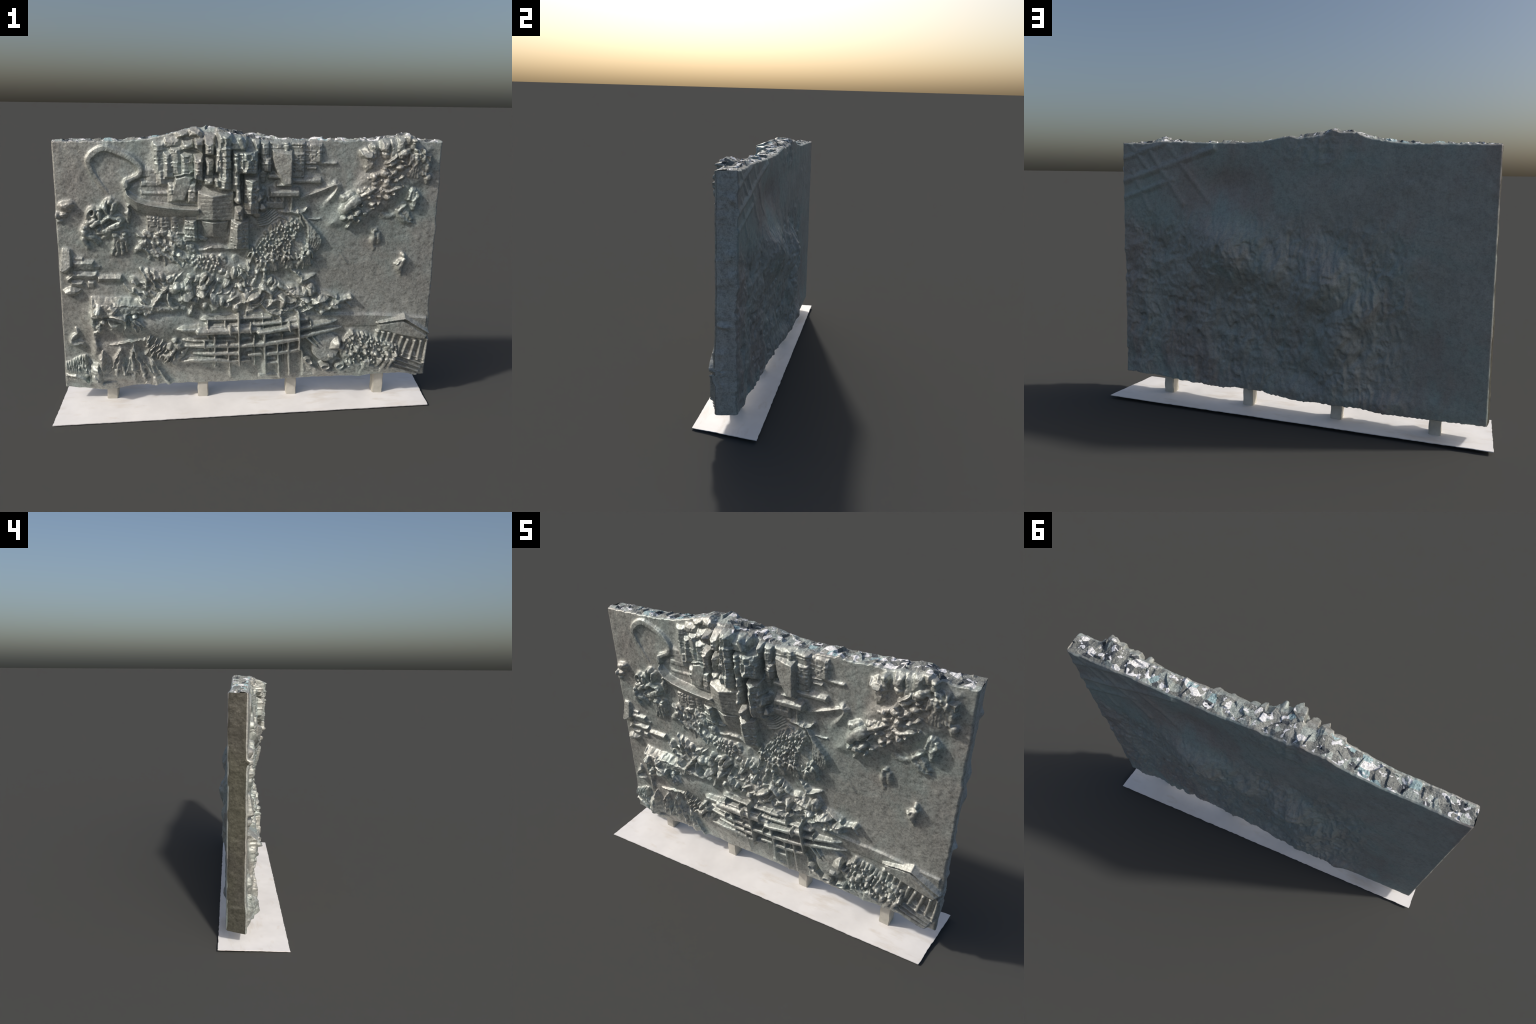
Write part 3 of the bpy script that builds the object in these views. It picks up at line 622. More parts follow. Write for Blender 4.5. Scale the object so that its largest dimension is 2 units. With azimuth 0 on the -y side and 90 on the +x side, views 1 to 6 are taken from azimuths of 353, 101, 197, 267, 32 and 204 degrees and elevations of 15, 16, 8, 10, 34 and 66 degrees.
R.part("heaped_figure"); R.ell(-0.083, 0.716, .018, .036, -12, .046); R.path([(-0.063, 0.737, .008, .038), (-0.051, 0.711, .014, .048), (-0.028, 0.689, .016, .046)], "tent"); R.path([(-0.054, 0.754, .010, .036), (-0.017, 0.737, .014, .046), (0.001, 0.715, .012, .036)], "tent")
R.part("heaped_figure"); R.path([(-0.012, 0.577, .012, .044), (0.011, 0.589, .016, .060), (0.043, 0.603, .014, .052)], "round"); R.path([(0.053, 0.609, .010, .036), (0.070, 0.641, .016, .050), (0.107, 0.621, .014, .052), (0.113, 0.591, .012, .04)], "round")
R.part("heaped_figure"); R.path([(0.087, 0.531, .010, .028), (0.114, 0.564, .016, .044), (0.137, 0.578, .014, .040)], "round"); R.path([(0.164, 0.588, .014, .044), (0.177, 0.579, .018, .060), (0.165, 0.541, .014, .044)], "round")
R.part("winged_figure"); R.path([(0.207, 0.743, .012, .014), (0.241, 0.717, .014, .030), (0.270, 0.693, .012, .040), (0.276, 0.664, .012, .036)], "tent"); R.path([(0.340, 0.706, .008, .012), (0.316, 0.697, .012, .028), (0.280, 0.681, .014, .040)], "tent"); R.ell(0.271, 0.674, .014, .022, 0, .042)
R.part("winged_figure"); R.ell(0.321, 0.625, .028, .042, 10, .050); R.rod(0.314, 0.645, 0.315, 0.605, .008, .010, .046); R.rod(0.289, 0.630, 0.283, 0.601, .010, .012, .034); R.ell(0.251, 0.615, .022, .030, 10, .038); R.ell(0.218, 0.613, .026, .026, 10, .036)
R.part("stone_block"); R.hull([0.243, 0.591, 0.303, 0.593, 0.323, 0.568, 0.293, 0.559], .066, steep=[1.4, 2, 4, 4], grad=(.1, -.1))
R.part("stone_block"); R.hull([0.312, 0.546, 0.333, 0.585, 0.370, 0.602, 0.418, 0.581, 0.395, 0.565], .074, steep=[2, 1.4, 1.4, 3, 4], grad=(-.05, -.12))
R.part("stone_block"); R.hull([0.376, 0.613, 0.461, 0.594, 0.460, 0.576, 0.415, 0.588], .052, steep=[1.4, 3, 3, 3])
R.part("stone_block"); R.chunk(0.460, 0.559, .034, .017, 25, .054, 55); R.chunk(0.412, 0.532, .026, .016, 20, .050, 56); R.path([(0.493, 0.574, .006, .020), (0.531, 0.526, .008, .008)], "tent")
pile("rubble", [0.186, 0.563, 0.423, 0.535, 0.401, 0.503, 0.117, 0.517], .022, 37, .012, .022, .036, (-30, 30), .5, 1.8)

R.gain = .68
# ================= cloud of figures, upper right =================
cloud = [0.733, 1.411, 0.813, 1.401, 0.794, 1.353, 0.754, 1.292, 0.769, 1.203, 0.756, 1.136, 0.679, 1.089, 0.592, 1.021, 0.549, 0.975, 0.480, 0.975, 0.457, 1.015, 0.478, 1.047, 0.518, 1.105, 0.529, 1.124, 0.560, 1.158, 0.601, 1.225, 0.666, 1.269, 0.708, 1.313]
pile("cloud_puff", cloud, .029, 51, .0195, .040, .068, (-10, 60), .5, 1.35, leaf=False)
R.part("rolled_scroll"); R.rod(0.484, 1.058, 0.531, 1.098, .026, .026, .046, .046); R.ell(0.476, 1.044, .022, .026, 40, .058, .02)
R.part("cloud_puff"); R.path([(0.471, 1.104, .022, .040), (0.510, 1.122, .020, .040)], "round"); R.path([(0.560, 1.118, .018, .046), (0.587, 1.137, .016, .062), (0.612, 1.151, .014, .05)], "round")
R.part("cloud_puff"); R.chunk(0.573, 1.324, .034, .030, -20, .056, 61); R.ell(0.596, 1.307, .016, .016, 40, .056, .02)
R.part("cloud_puff"); R.hull([0.557, 1.310, 0.608, 1.306, 0.614, 1.266, 0.574, 1.234], .044, steep=[2, 2.5, 2, 2], grad=(.1, .3))
R.part("cloud_puff"); R.tower(0.588, 1.365, 0.624, 1.298, .054, kind="round", zb=.046); R.ell(0.604, 1.361, .014, .016, 0, .060, .03)
R.part("cloud_puff"); R.tower(0.636, 1.401, 0.685, 1.333, .058, kind="round", zb=.052, top=1.4); R.ell(0.665, 1.324, .024, .022, 0, .05)
R.part("cloud_puff"); R.tower(0.683, 1.405, 0.735, 1.315, .044, kind="round", side=.3, top=1.2)
R.part("cloud_puff"); R.tower(0.716, 1.419, 0.761, 1.334, .060, kind="round", zb=.05, top=1.4)
R.part("cloud_puff"); R.ell(0.779, 1.402, .026, .030, 0, .056, .01); R.ell(0.799, 1.372, .018, .030, 0, .048, .01)
R.part("cloud_puff"); R.path([(0.675, 1.282, .010, .056), (0.701, 1.300, .012, .066), (0.717, 1.317, .012, .064)], "round"); R.chunk(0.703, 1.279, .026, .02, 40, .054, 62)
R.part("cloud_puff"); R.ell(0.754, 1.326, .026, .022, 40, .070, .02); R.ell(0.760, 1.339, .012, .014, 0, .072, .04); R.ell(0.774, 1.345, .022, .02, 0, .056)
R.part("cloud_puff"); R.ell(0.663, 1.232, .026, .020, 15, .068, .02); R.ell(0.616, 1.211, .016, .026, 0, .056); R.ell(0.680, 1.184, .022, .030, -20, .064, .01)
R.part("cloud_puff"); R.path([(0.686, 1.142, .016, .060), (0.712, 1.148, .016, .064), (0.745, 1.160, .012, .056)], "round")
for k, (u_, w_) in enumerate(((0.812, 1.214), (0.852, 1.227), (0.824, 1.231))):
    R.part("draped_figure"); R.figure(u_, w_, .125, (10, 4, -4)[k], .056, 60 + k, .006, robe=True)
R.part("draped_figure"); R.path([(0.791, 1.321, .016, .050), (0.802, 1.306, .014, .056), (0.786, 1.277, .012, .046)], "round"); R.path([(0.825, 1.343, .014, .050), (0.819, 1.308, .012, .056), (0.812, 1.255, .010, .040), (0.814, 1.208, .010, .02)], "round"); R.ell(0.841, 1.317, .020, .018, 0, .058, .02); R.ell(0.769, 1.266, .014, .010, 0, .05)
R.part("draped_figure"); R.ell(0.881, 1.314, .012, .014, 0, .050, .02); R.path([(0.873, 1.303, .018, .044), (0.881, 1.268, .020, .048), (0.882, 1.249, .016, .036)], "round"); R.ell(0.890, 1.214, .022, .018, 10, .034); R.path([(0.888, 1.199, .014, .02), (0.896, 1.186, .010, .012)], "round")
R.part("falling_figure"); R.path([(0.813, 1.151, .014, .036), (0.802, 1.119, .012, .040), (0.801, 1.101, .012, .036)], "round"); R.path([(0.823, 1.142, .018, .034), (0.822, 1.101, .02, .036)], "round"); R.path([(0.840, 1.135, .012, .040), (0.844, 1.111, .014, .042), (0.828, 1.086, .016, .042), (0.828, 1.050, .014, .03)], "round")
R.path([(0.788, 1.070, .010, .036), (0.768, 1.054, .016, .040), (0.759, 1.029, .016, .034), (0.791, 0.992, .018, .024), (0.831, 0.974, .008, .010)], "round"); R.path([(0.790, 1.032, .02, .028), (0.820, 0.999, .014, .022)], "round")
R.part("cloud_wisp"); R.path([(0.666, 1.023, .010, .008), (0.699, 1.011, .014, .012), (0.731, 1.018, .012, .010), (0.749, 1.037, .010, .008)], "round")
R.part("small_figure"); R.ell(0.642, 0.937, .012, .012, 0, .030, .01); R.path([(0.636, 0.923, .014, .032), (0.633, 0.892, .018, .028), (0.630, 0.869, .012, .016), (0.644, 0.835, .006, .006)], "round"); R.ell(0.660, 0.902, .018, .034, 0, .026)
R.part("small_figure"); R.ell(0.796, 0.811, .010, .012, 0, .040, .02); R.path([(0.802, 0.789, .014, .038), (0.792, 0.766, .016, .036), (0.789, 0.729, .016, .026), (0.797, 0.699, .008, .008)], "round"); R.path([(0.787, 0.776, .008, .034), (0.767, 0.759, .008, .036)], "round"); R.ell(0.781, 0.741, .016, .026, 20, .032)
R.groove([(0.540, 0.699), (0.580, 0.662), (0.619, 0.614), (0.650, 0.581)], .006, .005)
R.groove([(0.465, 0.817), (0.486, 0.781)], .005, .003)

R.gain = 1.0
R.warp(.004)
# ================= temple, lower right =================
crowd("crowd", [0.500, 0.339, 0.549, 0.384, 0.630, 0.373, 0.701, 0.324, 0.800, 0.296, 0.800, 0.230, 0.671, 0.199, 0.522, 0.210, 0.522, 0.250, 0.495, 0.297], .0165, 25, .0088, .030, .050, (-80, -10), .024)
R.part("draped_figure")
for u0, w0_, u1, w1_ in ((0.752, 0.310, 0.721, 0.249), (0.768, 0.302, 0.750, 0.256), (0.712, 0.228, 0.687, 0.172), (0.776, 0.227, 0.748, 0.165), (0.747, 0.228, 0.713, 0.155), (0.627, 0.217, 0.607, 0.144), (0.644, 0.219, 0.629, 0.154), (0.667, 0.271, 0.674, 0.219), (0.529, 0.259, 0.526, 0.227), (0.491, 0.296, 0.501, 0.242), (0.518, 0.280, 0.509, 0.228)):
    R.part("draped_figure"); R.rod(u0, w0_, u1, w1_, .014, .009, .034, .014)
for u_, w_ in ((0.626, 0.311), (0.623, 0.274), (0.546, 0.273), (0.574, 0.288), (0.714, 0.236), (0.781, 0.232), (0.682, 0.265), (0.746, 0.264), (0.789, 0.253)):
    R.part("head"); R.ell(u_, w_, .013, .014, 30, .060, .03)
R.warp(.0012); R.part("pediment"); R.hull([0.692, 0.428, 0.824, 0.451, 0.966, 0.362, 0.944, 0.334, 0.832, 0.358, 0.696, 0.394], .030, steep=[3, 3, 3, 2, 2, 3], grad=(.05, 0))
R.part("roof"); R.band([(0.680, 0.437, 0.682, 0.433, .030, .036), (0.753, 0.459, 0.744, 0.446, .010, .042), (0.833, 0.485, 0.814, 0.460, .010, .046)], top=40, bot=40, side=40)
R.part("roof"); R.band([(0.827, 0.484, 0.814, 0.460, .010, .046), (0.907, 0.433, 0.890, 0.409, .010, .042), (0.985, 0.369, 0.965, 0.361, .014, .038)], top=40, bot=40, side=40)
for u0, w0_, u1, w1_, z in ((0.692, 0.384, 0.684, 0.327, .010), (0.722, 0.379, 0.706, 0.298, .014), (0.753, 0.375, 0.736, 0.292, .015), (0.784, 0.370, 0.772, 0.307, .016), (0.827, 0.353, 0.809, 0.275, .018), (0.858, 0.337, 0.833, 0.248, .020), (0.898, 0.331, 0.877, 0.226, .020), (0.931, 0.328, 0.920, 0.219, .018), (0.965, 0.335, 0.955, 0.200, .018)):
    R.part("column"); R.rod(u0, w0_, u1, w1_, .0085, .0075, z, z); R.ell(u0, w0_, .013, .009, 0, z + .012, .006); R.ell(u1, w1_, .012, .008, 20, z + .010, .004)
R.part("steps")
for k in range(5):
    u_, w_ = .832 - .012 * k, .262 - .022 * k
    R.path([(u_, w_, .010, .020 + .004 * k), (u_ + .06, w_ - .022, .011, .024 + .003 * k), (u_ + .125 + .004 * k, w_ - .052, .010, .024)], "tent", left=1, right=1)


# ------------------------------------------------------------- finish the sheet
def blur(a, sig):
    n = int(3 * sig + 1); k = np.exp(-.5 * (np.arange(-n, n + 1) / sig) ** 2); k /= k.sum()
    for ax in (0, 1):
        pad = [(n, n) if i == ax else (0, 0) for i in (0, 1)]
        b = np.pad(a, pad, mode="edge"); o = 0
        for i, kk in enumerate(k):
            o = o + kk * (b[i:i + a.shape[0]] if ax == 0 else b[:, i:i + a.shape[1]])
        a = o
    return a

ORGANIC = blur(np.isin(R.L, [k for k, n in enumerate(R.names) if n in ORGANIC_PARTS]).astype(float), 3.0)
H = R.H
fill = blur(H, 4.0)
H = np.maximum(H, fill * .62)          # casting fillets where pieces meet
H = blur(H, .9)
# the lower third of the panel swells forward under the raft and the ledge
swell = .015 * np.exp(-((W - .44) / .11) ** 2) * smooth((U + .88) / .12) * (1 - .45 * smooth((U - .25) / .3))
swell = swell + .026 * smooth((U + .84) / .06) * smooth((-.58 - U) / .08) * smooth((.40 - W) / .1) * smooth((W - .10) / .06)
swell = swell + .022 * np.exp(-((U + .55) / .24) ** 2 - ((W - .44) / .075) ** 2)
swell = swell + .014 * np.exp(-((U + .12) / .28) ** 2 - ((W - .58) / .05) ** 2)
swell = swell + .006 * smooth((.3 - W) / .1)
H = H + swell
hammered = .0013 * fbm(U * 48, W * 48, 3, 3) + .0035 * fbm(U * 7, W * 7, 8, 3)
busy = smooth(R.H / .012)
H = H + hammered + busy * (.0007 * fbm(U * 110, W * 110, 21, 2) + ORGANIC * .0035 * (ridged(U * 38, W * 38, 24, 3) - .2))
edge = np.minimum(np.minimum(U - u_left, u_right - U), np.minimum(W - wb, (wt - W) * 1.5))
H = H - .010 * (1 - np.sqrt(np.clip(1 - (1 - np.clip(edge / .010, 0, 1)) ** 2, 0, 1)))

F = np.stack([U + H * N[0], y_front(U, W) + H * N[1], W], -1)

# -------------------------------------------------------------------- back sheet
NUB, NWB = 480, 340
sb = np.linspace(0, 1, NUB)[:, None]; tb = np.linspace(0, 1, NWB)[None, :]
UB = (-0.956 + .009 * tb) + sb * ((.960 - .002 * tb) - (-0.956 + .009 * tb)) + 0.003 * np.where(sb < .5, -1, 1) * fbm(tb * 20 + sb * 0, sb * 0 + 2, 44, 3) * (np.abs(sb - .5) * 2) ** 8
wbb = prof(BOTTOM_BACK, UB) + .004 * fbm(UB * 90, UB * 0 + 2, 45, 3)
wtb = prof(TOP_BACK, UB) + .003 * fbm(UB * 60, UB * 0 + 8, 46, 3)
WB = wbb + tb * (wtb - wbb)
RB = np.zeros_like(UB)
def bulge(u, w, ru, rw, z):
    return z * np.exp(-((UB - u) / ru) ** 2 - ((WB - w) / rw) ** 2)
rough = smooth((UB + .72) / .3) * smooth((1.10 - WB) / .28)
arch = np.maximum.reduce([bulge(.34, .84, .21, .15, .078), bulge(.10, .76, .16, .12, .058), bulge(-.18, .70, .15, .13, .078), bulge(-.34, .60, .10, .11, .054),
                          bulge(-.26, .45, .075, .20, .056), bulge(-.28, .20, .10, .16, .046), bulge(-.30, .15, .42, .06, .032)])
HB = .001 + arch + bulge(.30, .34, .30, .13, -.004) + bulge(.02, .32, .1, .1, -.012) + bulge(.36, 1.18, .16, .10, -.026) + bulge(-.62, .42, .16, .2, -.012) + bulge(-.45, .75, .12, .12, -.010) + bulge(.68, .5, .16, .18, -.010)
wx = UB + .035 * fbm(UB * 7, WB * 7, 61, 3); wz = WB + .035 * fbm(UB * 7, WB * 7, 65, 3)
folds = ridged(wx * 8, wz * 4.5, 52, 4) - .15
lumpy = .65 * folds + .6 * fbm(UB * 14, WB * 11, 58, 3)
HB = HB + (.003 + .017 * rough + .12 * arch) * lumpy
HB = HB + .006 * ridged(wx * 34, wz * 16, 53, 3) * (rough + .10) + .003 * fbm(UB * 6, WB * 6, 54, 3) - .003 * rough
# pits
pit = smooth((fbm(UB * 22, WB * 16, 63, 2) - .35) / .25)
HB = HB - .008 * pit * rough
# broad soft crossed bands in the upper corner
def beam(u0, w0, u1, w1, r, z):
    du, dw = u1 - u0, w1 - w0
    f = np.clip(((UB - u0) * du + (WB - w0) * dw) / (du * du + dw * dw), 0, 1)
    d = np.hypot(UB - u0 - f * du, WB - w0 - f * dw)
    return z * smooth(1 - d / r) * (.75 + .25 * vnoise(UB * 9, WB * 9, 55))
for a in ((.95, 1.19, .42, 1.36, .028, .011), (.95, 1.10, .66, 1.20, .024, .008), (.95, 1.31, .70, 1.39, .024, .008),
          (.92, 1.39, .80, 1.25, .022, .007), (.80, 1.36, .60, 1.08, .026, .008), (.68, 1.37, .46, 1.10, .024, .006), (.90, 1.24, .80, 1.04, .022, .006)):
    RB = np.maximum(RB, beam(*a))
HB = HB + RB
# faint hills on the far half
for c, z in ((-.52, .003), (-.62, .003), (-.84, .003)):
    crest = 1.26 - .55 * np.abs(UB - c) + .006 * fbm(UB * 30, UB * 0, 56, 2)
    HB = HB + z * smooth((crest - WB) / .05) * smooth((WB - crest + .09) / .09) * smooth((.14 - np.abs(UB - c)) / .05)
# ruffle under the crest
HB = HB + .007 * np.exp(-((UB + .12) / .22) ** 2) * smooth((WB - 1.22) / .1) * ridged(UB * 18, WB * 12, 57, 3)
HB = np.minimum(HB, .193 - y_back(UB, WB))

edgeb = np.minimum(np.minimum(UB + .956 - .009 * tb, .960 - .002 * tb - UB), np.minimum(WB - wbb, wtb - WB))
HB = HB - .008 * (1 - np.sqrt(np.clip(1 - (1 - np.clip(edgeb / .008, 0, 1)) ** 2, 0, 1)))
B = np.stack([UB - HB * N[0] * 1.0, y_back(UB, WB) - HB * N[1], WB], -1)

# ------------------------------------------------- edges between front and back
def resample(line, n):
    x = np.linspace(0, 1, len(line)); y = np.linspace(0, 1, n)
    return np.stack([np.interp(y, x, line[:, k]) for k in range(3)], -1)

def strip(a, b, m):
    """Grid from border a to border b; borders are kept exactly."""
    f = np.linspace(0, 1, m)[None, :, None]
    return a[:, None] * (1 - f) + b[:, None] * f

PIECES = []           # (vertex grid, label grid or None, name)

def add_grid(P, name, flip):
    PIECES.append((P, name, flip))

top = strip(F[:, -1], resample(B[:, -1], NU), 56)
inner = np.sin(np.pi * np.linspace(0, 1, 56))[None, :]
inner = np.clip(inner * 2.2, 0, 1)
tx, ty = top[..., 0], top[..., 1]
crust = facets(tx, ty * 1.0, 170, 5, (-.97, .97, -.13, .16), .15, .0028)
crest = .010 * np.exp(-((tx + .19) / .05) ** 2) + .006 * smooth(1 - np.abs(tx + .05) / .2) + .006 * smooth(1 - np.abs(tx - .74) / .09)
top[..., 2] += inner * (np.clip(crust, -.008, .010) + .002 + crest + .002 * fbm(tx * 150, ty * 150, 12, 2))
top[..., 1] += inner * .004 * fbm(tx * 60, ty * 60, 15, 2)
top[..., 2] = np.minimum(top[..., 2], 1.456)

bot = strip(F[:, 0], resample(B[:, 0], NU), 40)
inner = np.clip(np.sin(np.pi * np.linspace(0, 1, 40)) * 2.5, 0, 1)[None, :]
bot[..., 2] += inner * (.004 * ridged(bot[..., 0] * 30, bot[..., 1] * 30, 31) + .004)

def side(P, sign, seed):
    m = P.shape[1]
    inn = np.clip(np.sin(np.pi * np.linspace(0, 1, m)) * 3, 0, 1)[None, :]
    n = .0022 * fbm(P[..., 2] * 40, P[..., 1] * 40, seed, 4) + .003 * fbm(P[..., 2] * 9, P[..., 1] * 9, seed + 5, 3)
    P[..., 0] += sign * inn * (n + .002)
    return P

lef = side(strip(F[0], resample(B[0], NW), 44), -1, 81)
rig = side(strip(F[-1], resample(B[-1], NW), 44), 1, 85)
# chips and dents standing out on the two narrow sides
def lump(P, sign, w, f, rw, rf, z):
    ff = np.linspace(0, 1, P.shape[1])[None, :]
    d = ((P[..., 2] - w) / rw) ** 2 + ((ff - f) / rf) ** 2
    P[..., 0] += sign * z * np.exp(-d) * np.clip(np.sin(np.pi * ff) * 3, 0, 1)
for w_, f_, rw_, rf_, z_ in ((1.255, .85, .02, .3, .012), (.985, .65, .03, .3, .012), (.87, .7, .03, .25, .012), (.80, .25, .03, .2, -.006), (.62, .4, .016, .35, .022),
                             (.60, .15, .02, .15, -.008), (.47, .3, .02, .2, .006), (.33, .35, .09, .08, .010), (1.1, .3, .05, .2, -.004)):
    lump(rig, 1, w_, f_, rw_, rf_, z_)
for w_, f_, rw_, rf_, z_ in ((.235, .5, .012, .4, .004), (.9, .3, .1, .3, -.003), (.55, .6, .1, .3, .003)):
    lump(lef, -1, w_, f_, rw_, rf_, z_)

# ------------------------------------------------------------------- materials
def material(name, build, rough=.6, spec=.4):
    m = bpy.data.materials.new(name); m.use_nodes = True
    nt = m.node_tree; b = nt.nodes["Principled BSDF"]
    b.inputs["Roughness"].default_value = rough
    b.inputs["Specular IOR Level"].default_value = spec
    build(nt, b)
    return m

class G:
    """Small helper for wiring nodes."""
    def __init__(self, nt):
        self.nt = nt
        self.co = nt.nodes.new("ShaderNodeTexCoord").outputs["Object"]
    def map(self, scale, rot=(0, 0, 0)):
        n = self.nt.nodes.new("ShaderNodeMapping"); n.inputs["Scale"].default_value = scale; n.inputs["Rotation"].default_value = rot
        self.nt.links.new(self.co, n.inputs["Vector"]); return n.outputs[0]
    def noise(self, scale, detail=4, rough=.55, vec=None, dist=0):
        n = self.nt.nodes.new("ShaderNodeTexNoise"); n.inputs["Scale"].default_value = scale
        n.inputs["Detail"].default_value = detail; n.inputs["Roughness"].default_value = rough; n.inputs["Distortion"].default_value = dist
        self.nt.links.new(vec or self.co, n.inputs["Vector"]); return n.outputs["Fac"]
    def voro(self, scale, out="Color", vec=None, rnd=1.0):
        n = self.nt.nodes.new("ShaderNodeTexVoronoi"); n.inputs["Scale"].default_value = scale; n.inputs["Randomness"].default_value = rnd
        self.nt.links.new(vec or self.co, n.inputs["Vector"]); return n.outputs[out]
    def ramp(self, fac, stops, interp="LINEAR"):
        n = self.nt.nodes.new("ShaderNodeValToRGB"); n.color_ramp.interpolation = interp
        e = n.color_ramp.elements
        while len(e) < len(stops): e.new(.5)
        for k, (p, c) in enumerate(stops):
            e[k].position = p; e[k].color = (*c, 1) if len(c) == 3 else c
        self.nt.links.new(fac, n.inputs[0]); return n.outputs[0]
    def mix(self, fac, a, b, mode="MIX"):
        n = self.nt.nodes.new("ShaderNodeMix"); n.data_type = "RGBA"; n.blend_type = mode
        for sock, v in ((n.inputs[0], fac), (n.inputs[6], a), (n.inputs[7], b)):
            if hasattr(v, "links"): self.nt.links.new(v, sock)
            else: sock.default_value = v if isinstance(v, float) else (*v, 1)
        return n.outputs[2]
    def math(self, op, a, b=0.0):
        n = self.nt.nodes.new("ShaderNodeMath"); n.operation = op
        for sock, v in ((n.inputs[0], a), (n.inputs[1], b)):
            if hasattr(v, "links"): self.nt.links.new(v, sock)
            else: sock.default_value = v
        return n.outputs[0]
    def bump(self, h, strength, dist, bsdf):
        n = self.nt.nodes.new("ShaderNodeBump"); n.inputs["Strength"].default_value = strength; n.inputs["Distance"].default_value = dist
        self.nt.links.new(h, n.inputs["Height"]); self.nt.links.new(n.outputs[0], bsdf.inputs["Normal"])

def grey(v): return (v, v, v)

def bronze_nodes(tint=(1, 1, 1), teal=.5, dark=1.0, streaky=.5, metal=.35, fine=.8, patchy=.5):
    def f(nt, b):
        g = G(nt)
        base = g.ramp(g.noise(5, 6, .6), [(.3, (.39 * tint[0], .39 * tint[1], .36 * tint[2])), (.7, (.50 * tint[0], .50 * tint[1], .465 * tint[2]))])
        pat = g.ramp(g.noise(2.6, 5, .65, dist=.4), [(.44, grey(0)), (.6, grey(1))])
        base = g.mix(g.math("MULTIPLY", pat, teal), base, (.40 * dark, .475 * dark, .45 * dark))
        brown = g.ramp(g.noise(3.7, 5, .6, g.map((1, 1, .6))), [(.48, grey(0)), (.64, grey(1))])
        base = g.mix(g.math("MULTIPLY", brown, patchy), base, (.42 * dark, .39 * dark, .36 * dark))
        streak = g.ramp(g.noise(30, 4, .6, g.map((1, 1, .12))), [(.35, grey(.82)), (.65, grey(1.1))])
        base = g.mix(streaky, base, streak, "MULTIPLY")
        b.inputs["Metallic"].default_value = metal
        speck = g.ramp(g.noise(130, 3, .7), [(.32, grey(.66)), (.52, grey(1.0)), (.75, grey(1.12))])
        base = g.mix(fine, base, speck, "MULTIPLY")
        mott = g.ramp(g.noise(48, 4, .65), [(.36, grey(.72)), (.5, grey(1.0)), (.7, grey(1.12))])
        base = g.mix(fine, base, mott, "MULTIPLY")
        nt.links.new(base, b.inputs["Base Color"])
        g.bump(g.noise(90, 4, .65), .3, .004, b)
    return f
BRONZE = material("bronze_patina", bronze_nodes((1.03, 1.045, 1.04), .65, 1.05, .5, .45, .95, .5), .52, .4)
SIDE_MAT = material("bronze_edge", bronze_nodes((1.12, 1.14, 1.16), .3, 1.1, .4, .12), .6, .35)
SHADE_DARKENED_EDGE = material("bronze_brown_edge", bronze_nodes((.21, .205, .17), .1, .2), .55, .3)  # same bronze, base colour darkened to hold the shade on the -x end
BACK_MAT = material("bronze_back", bronze_nodes((.80, .83, .84), .9, .80, .1, .18, .45, 1.0), .55, .3)

def top_nodes(nt, b):
    g = G(nt)
    wob = g.map((1, 1, .4))
    cell = g.voro(28, vec=wob)
    sep = nt.nodes.new("ShaderNodeSeparateColor"); nt.links.new(cell, sep.inputs[0])
    c = g.ramp(sep.outputs[0], [(0, (.09, .10, .11)), (.10, (.20, .21, .20)), (.42, (.30, .31, .29)), (.62, (.36, .40, .38)), (.86, (.80, .80, .80)), (.95, (.35, .48, .50))], "CONSTANT")
    fine = g.ramp(g.noise(210, 4, .75), [(.38, grey(.35)), (.5, grey(.9)), (.64, grey(1.35))])
    c2 = g.mix(.75, c, fine, "MULTIPLY")
    white = g.ramp(g.noise(30, 2, .5, dist=.8), [(.60, grey(0)), (.62, grey(1))])
    c3 = g.mix(white, c2, (.78, .78, .80))
    nt.links.new(c3, b.inputs["Base Color"])
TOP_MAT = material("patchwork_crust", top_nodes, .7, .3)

def slab_nodes(nt, b):
    g = G(nt)
    c = g.ramp(g.noise(4, 5, .6), [(.35, (.80, .775, .755)), (.65, (.90, .875, .855))])
    stain = g.ramp(g.noise(7, 6, .65, g.map((.5, 1.6, 1))), [(.54, grey(0)), (.72, grey(1))])
    c = g.mix(g.math("MULTIPLY", stain, .6), c, (.66, .58, .48))
    nt.links.new(c, b.inputs["Base Color"]); g.bump(g.noise(60, 4), .15, .003, b)
SLAB_MAT = material("pale_marble", slab_nodes, .55, .4)

def post_nodes(nt, b):
    g = G(nt)
    c = g.ramp(g.noise(14, 5, .6), [(.35, (.46, .44, .38)), (.65, (.62, .59, .52))])
    nt.links.new(c, b.inputs["Base Color"]); g.bump(g.noise(90, 4), .2, .003, b)
POST_MAT = material("weathered_post", post_nodes, .7, .3)


# ---------------------------------------------------------------- build objects
verts = []; off = 0; faces = []; fname = []
def quads(nx, ny, o, flip):
    i, j = np.meshgrid(np.arange(nx - 1), np.arange(ny - 1), indexing="ij")
    a = o + i * ny + j; b = o + (i + 1) * ny + j; c = b + 1; d = a + 1
    q = np.stack([a, b, c, d] if not flip else [a, d, c, b], -1).reshape(-1, 4)
    return q

label_names = list(R.names)
extra = {}
def lab(name):
    if name not in extra: label_names.append(name); extra[name] = len(label_names) - 1
    return extra[name]

allV = []; allF = []; allL = []
def push(P, flip, labels):
    global off
    nx, ny = P.shape[:2]
    allV.append(P.reshape(-1, 3)); q = quads(nx, ny, off, flip); off += nx * ny
    allF.append(q)
    allL.append(np.full(len(q), labels) if np.ndim(labels) == 0 else labels.reshape(-1))

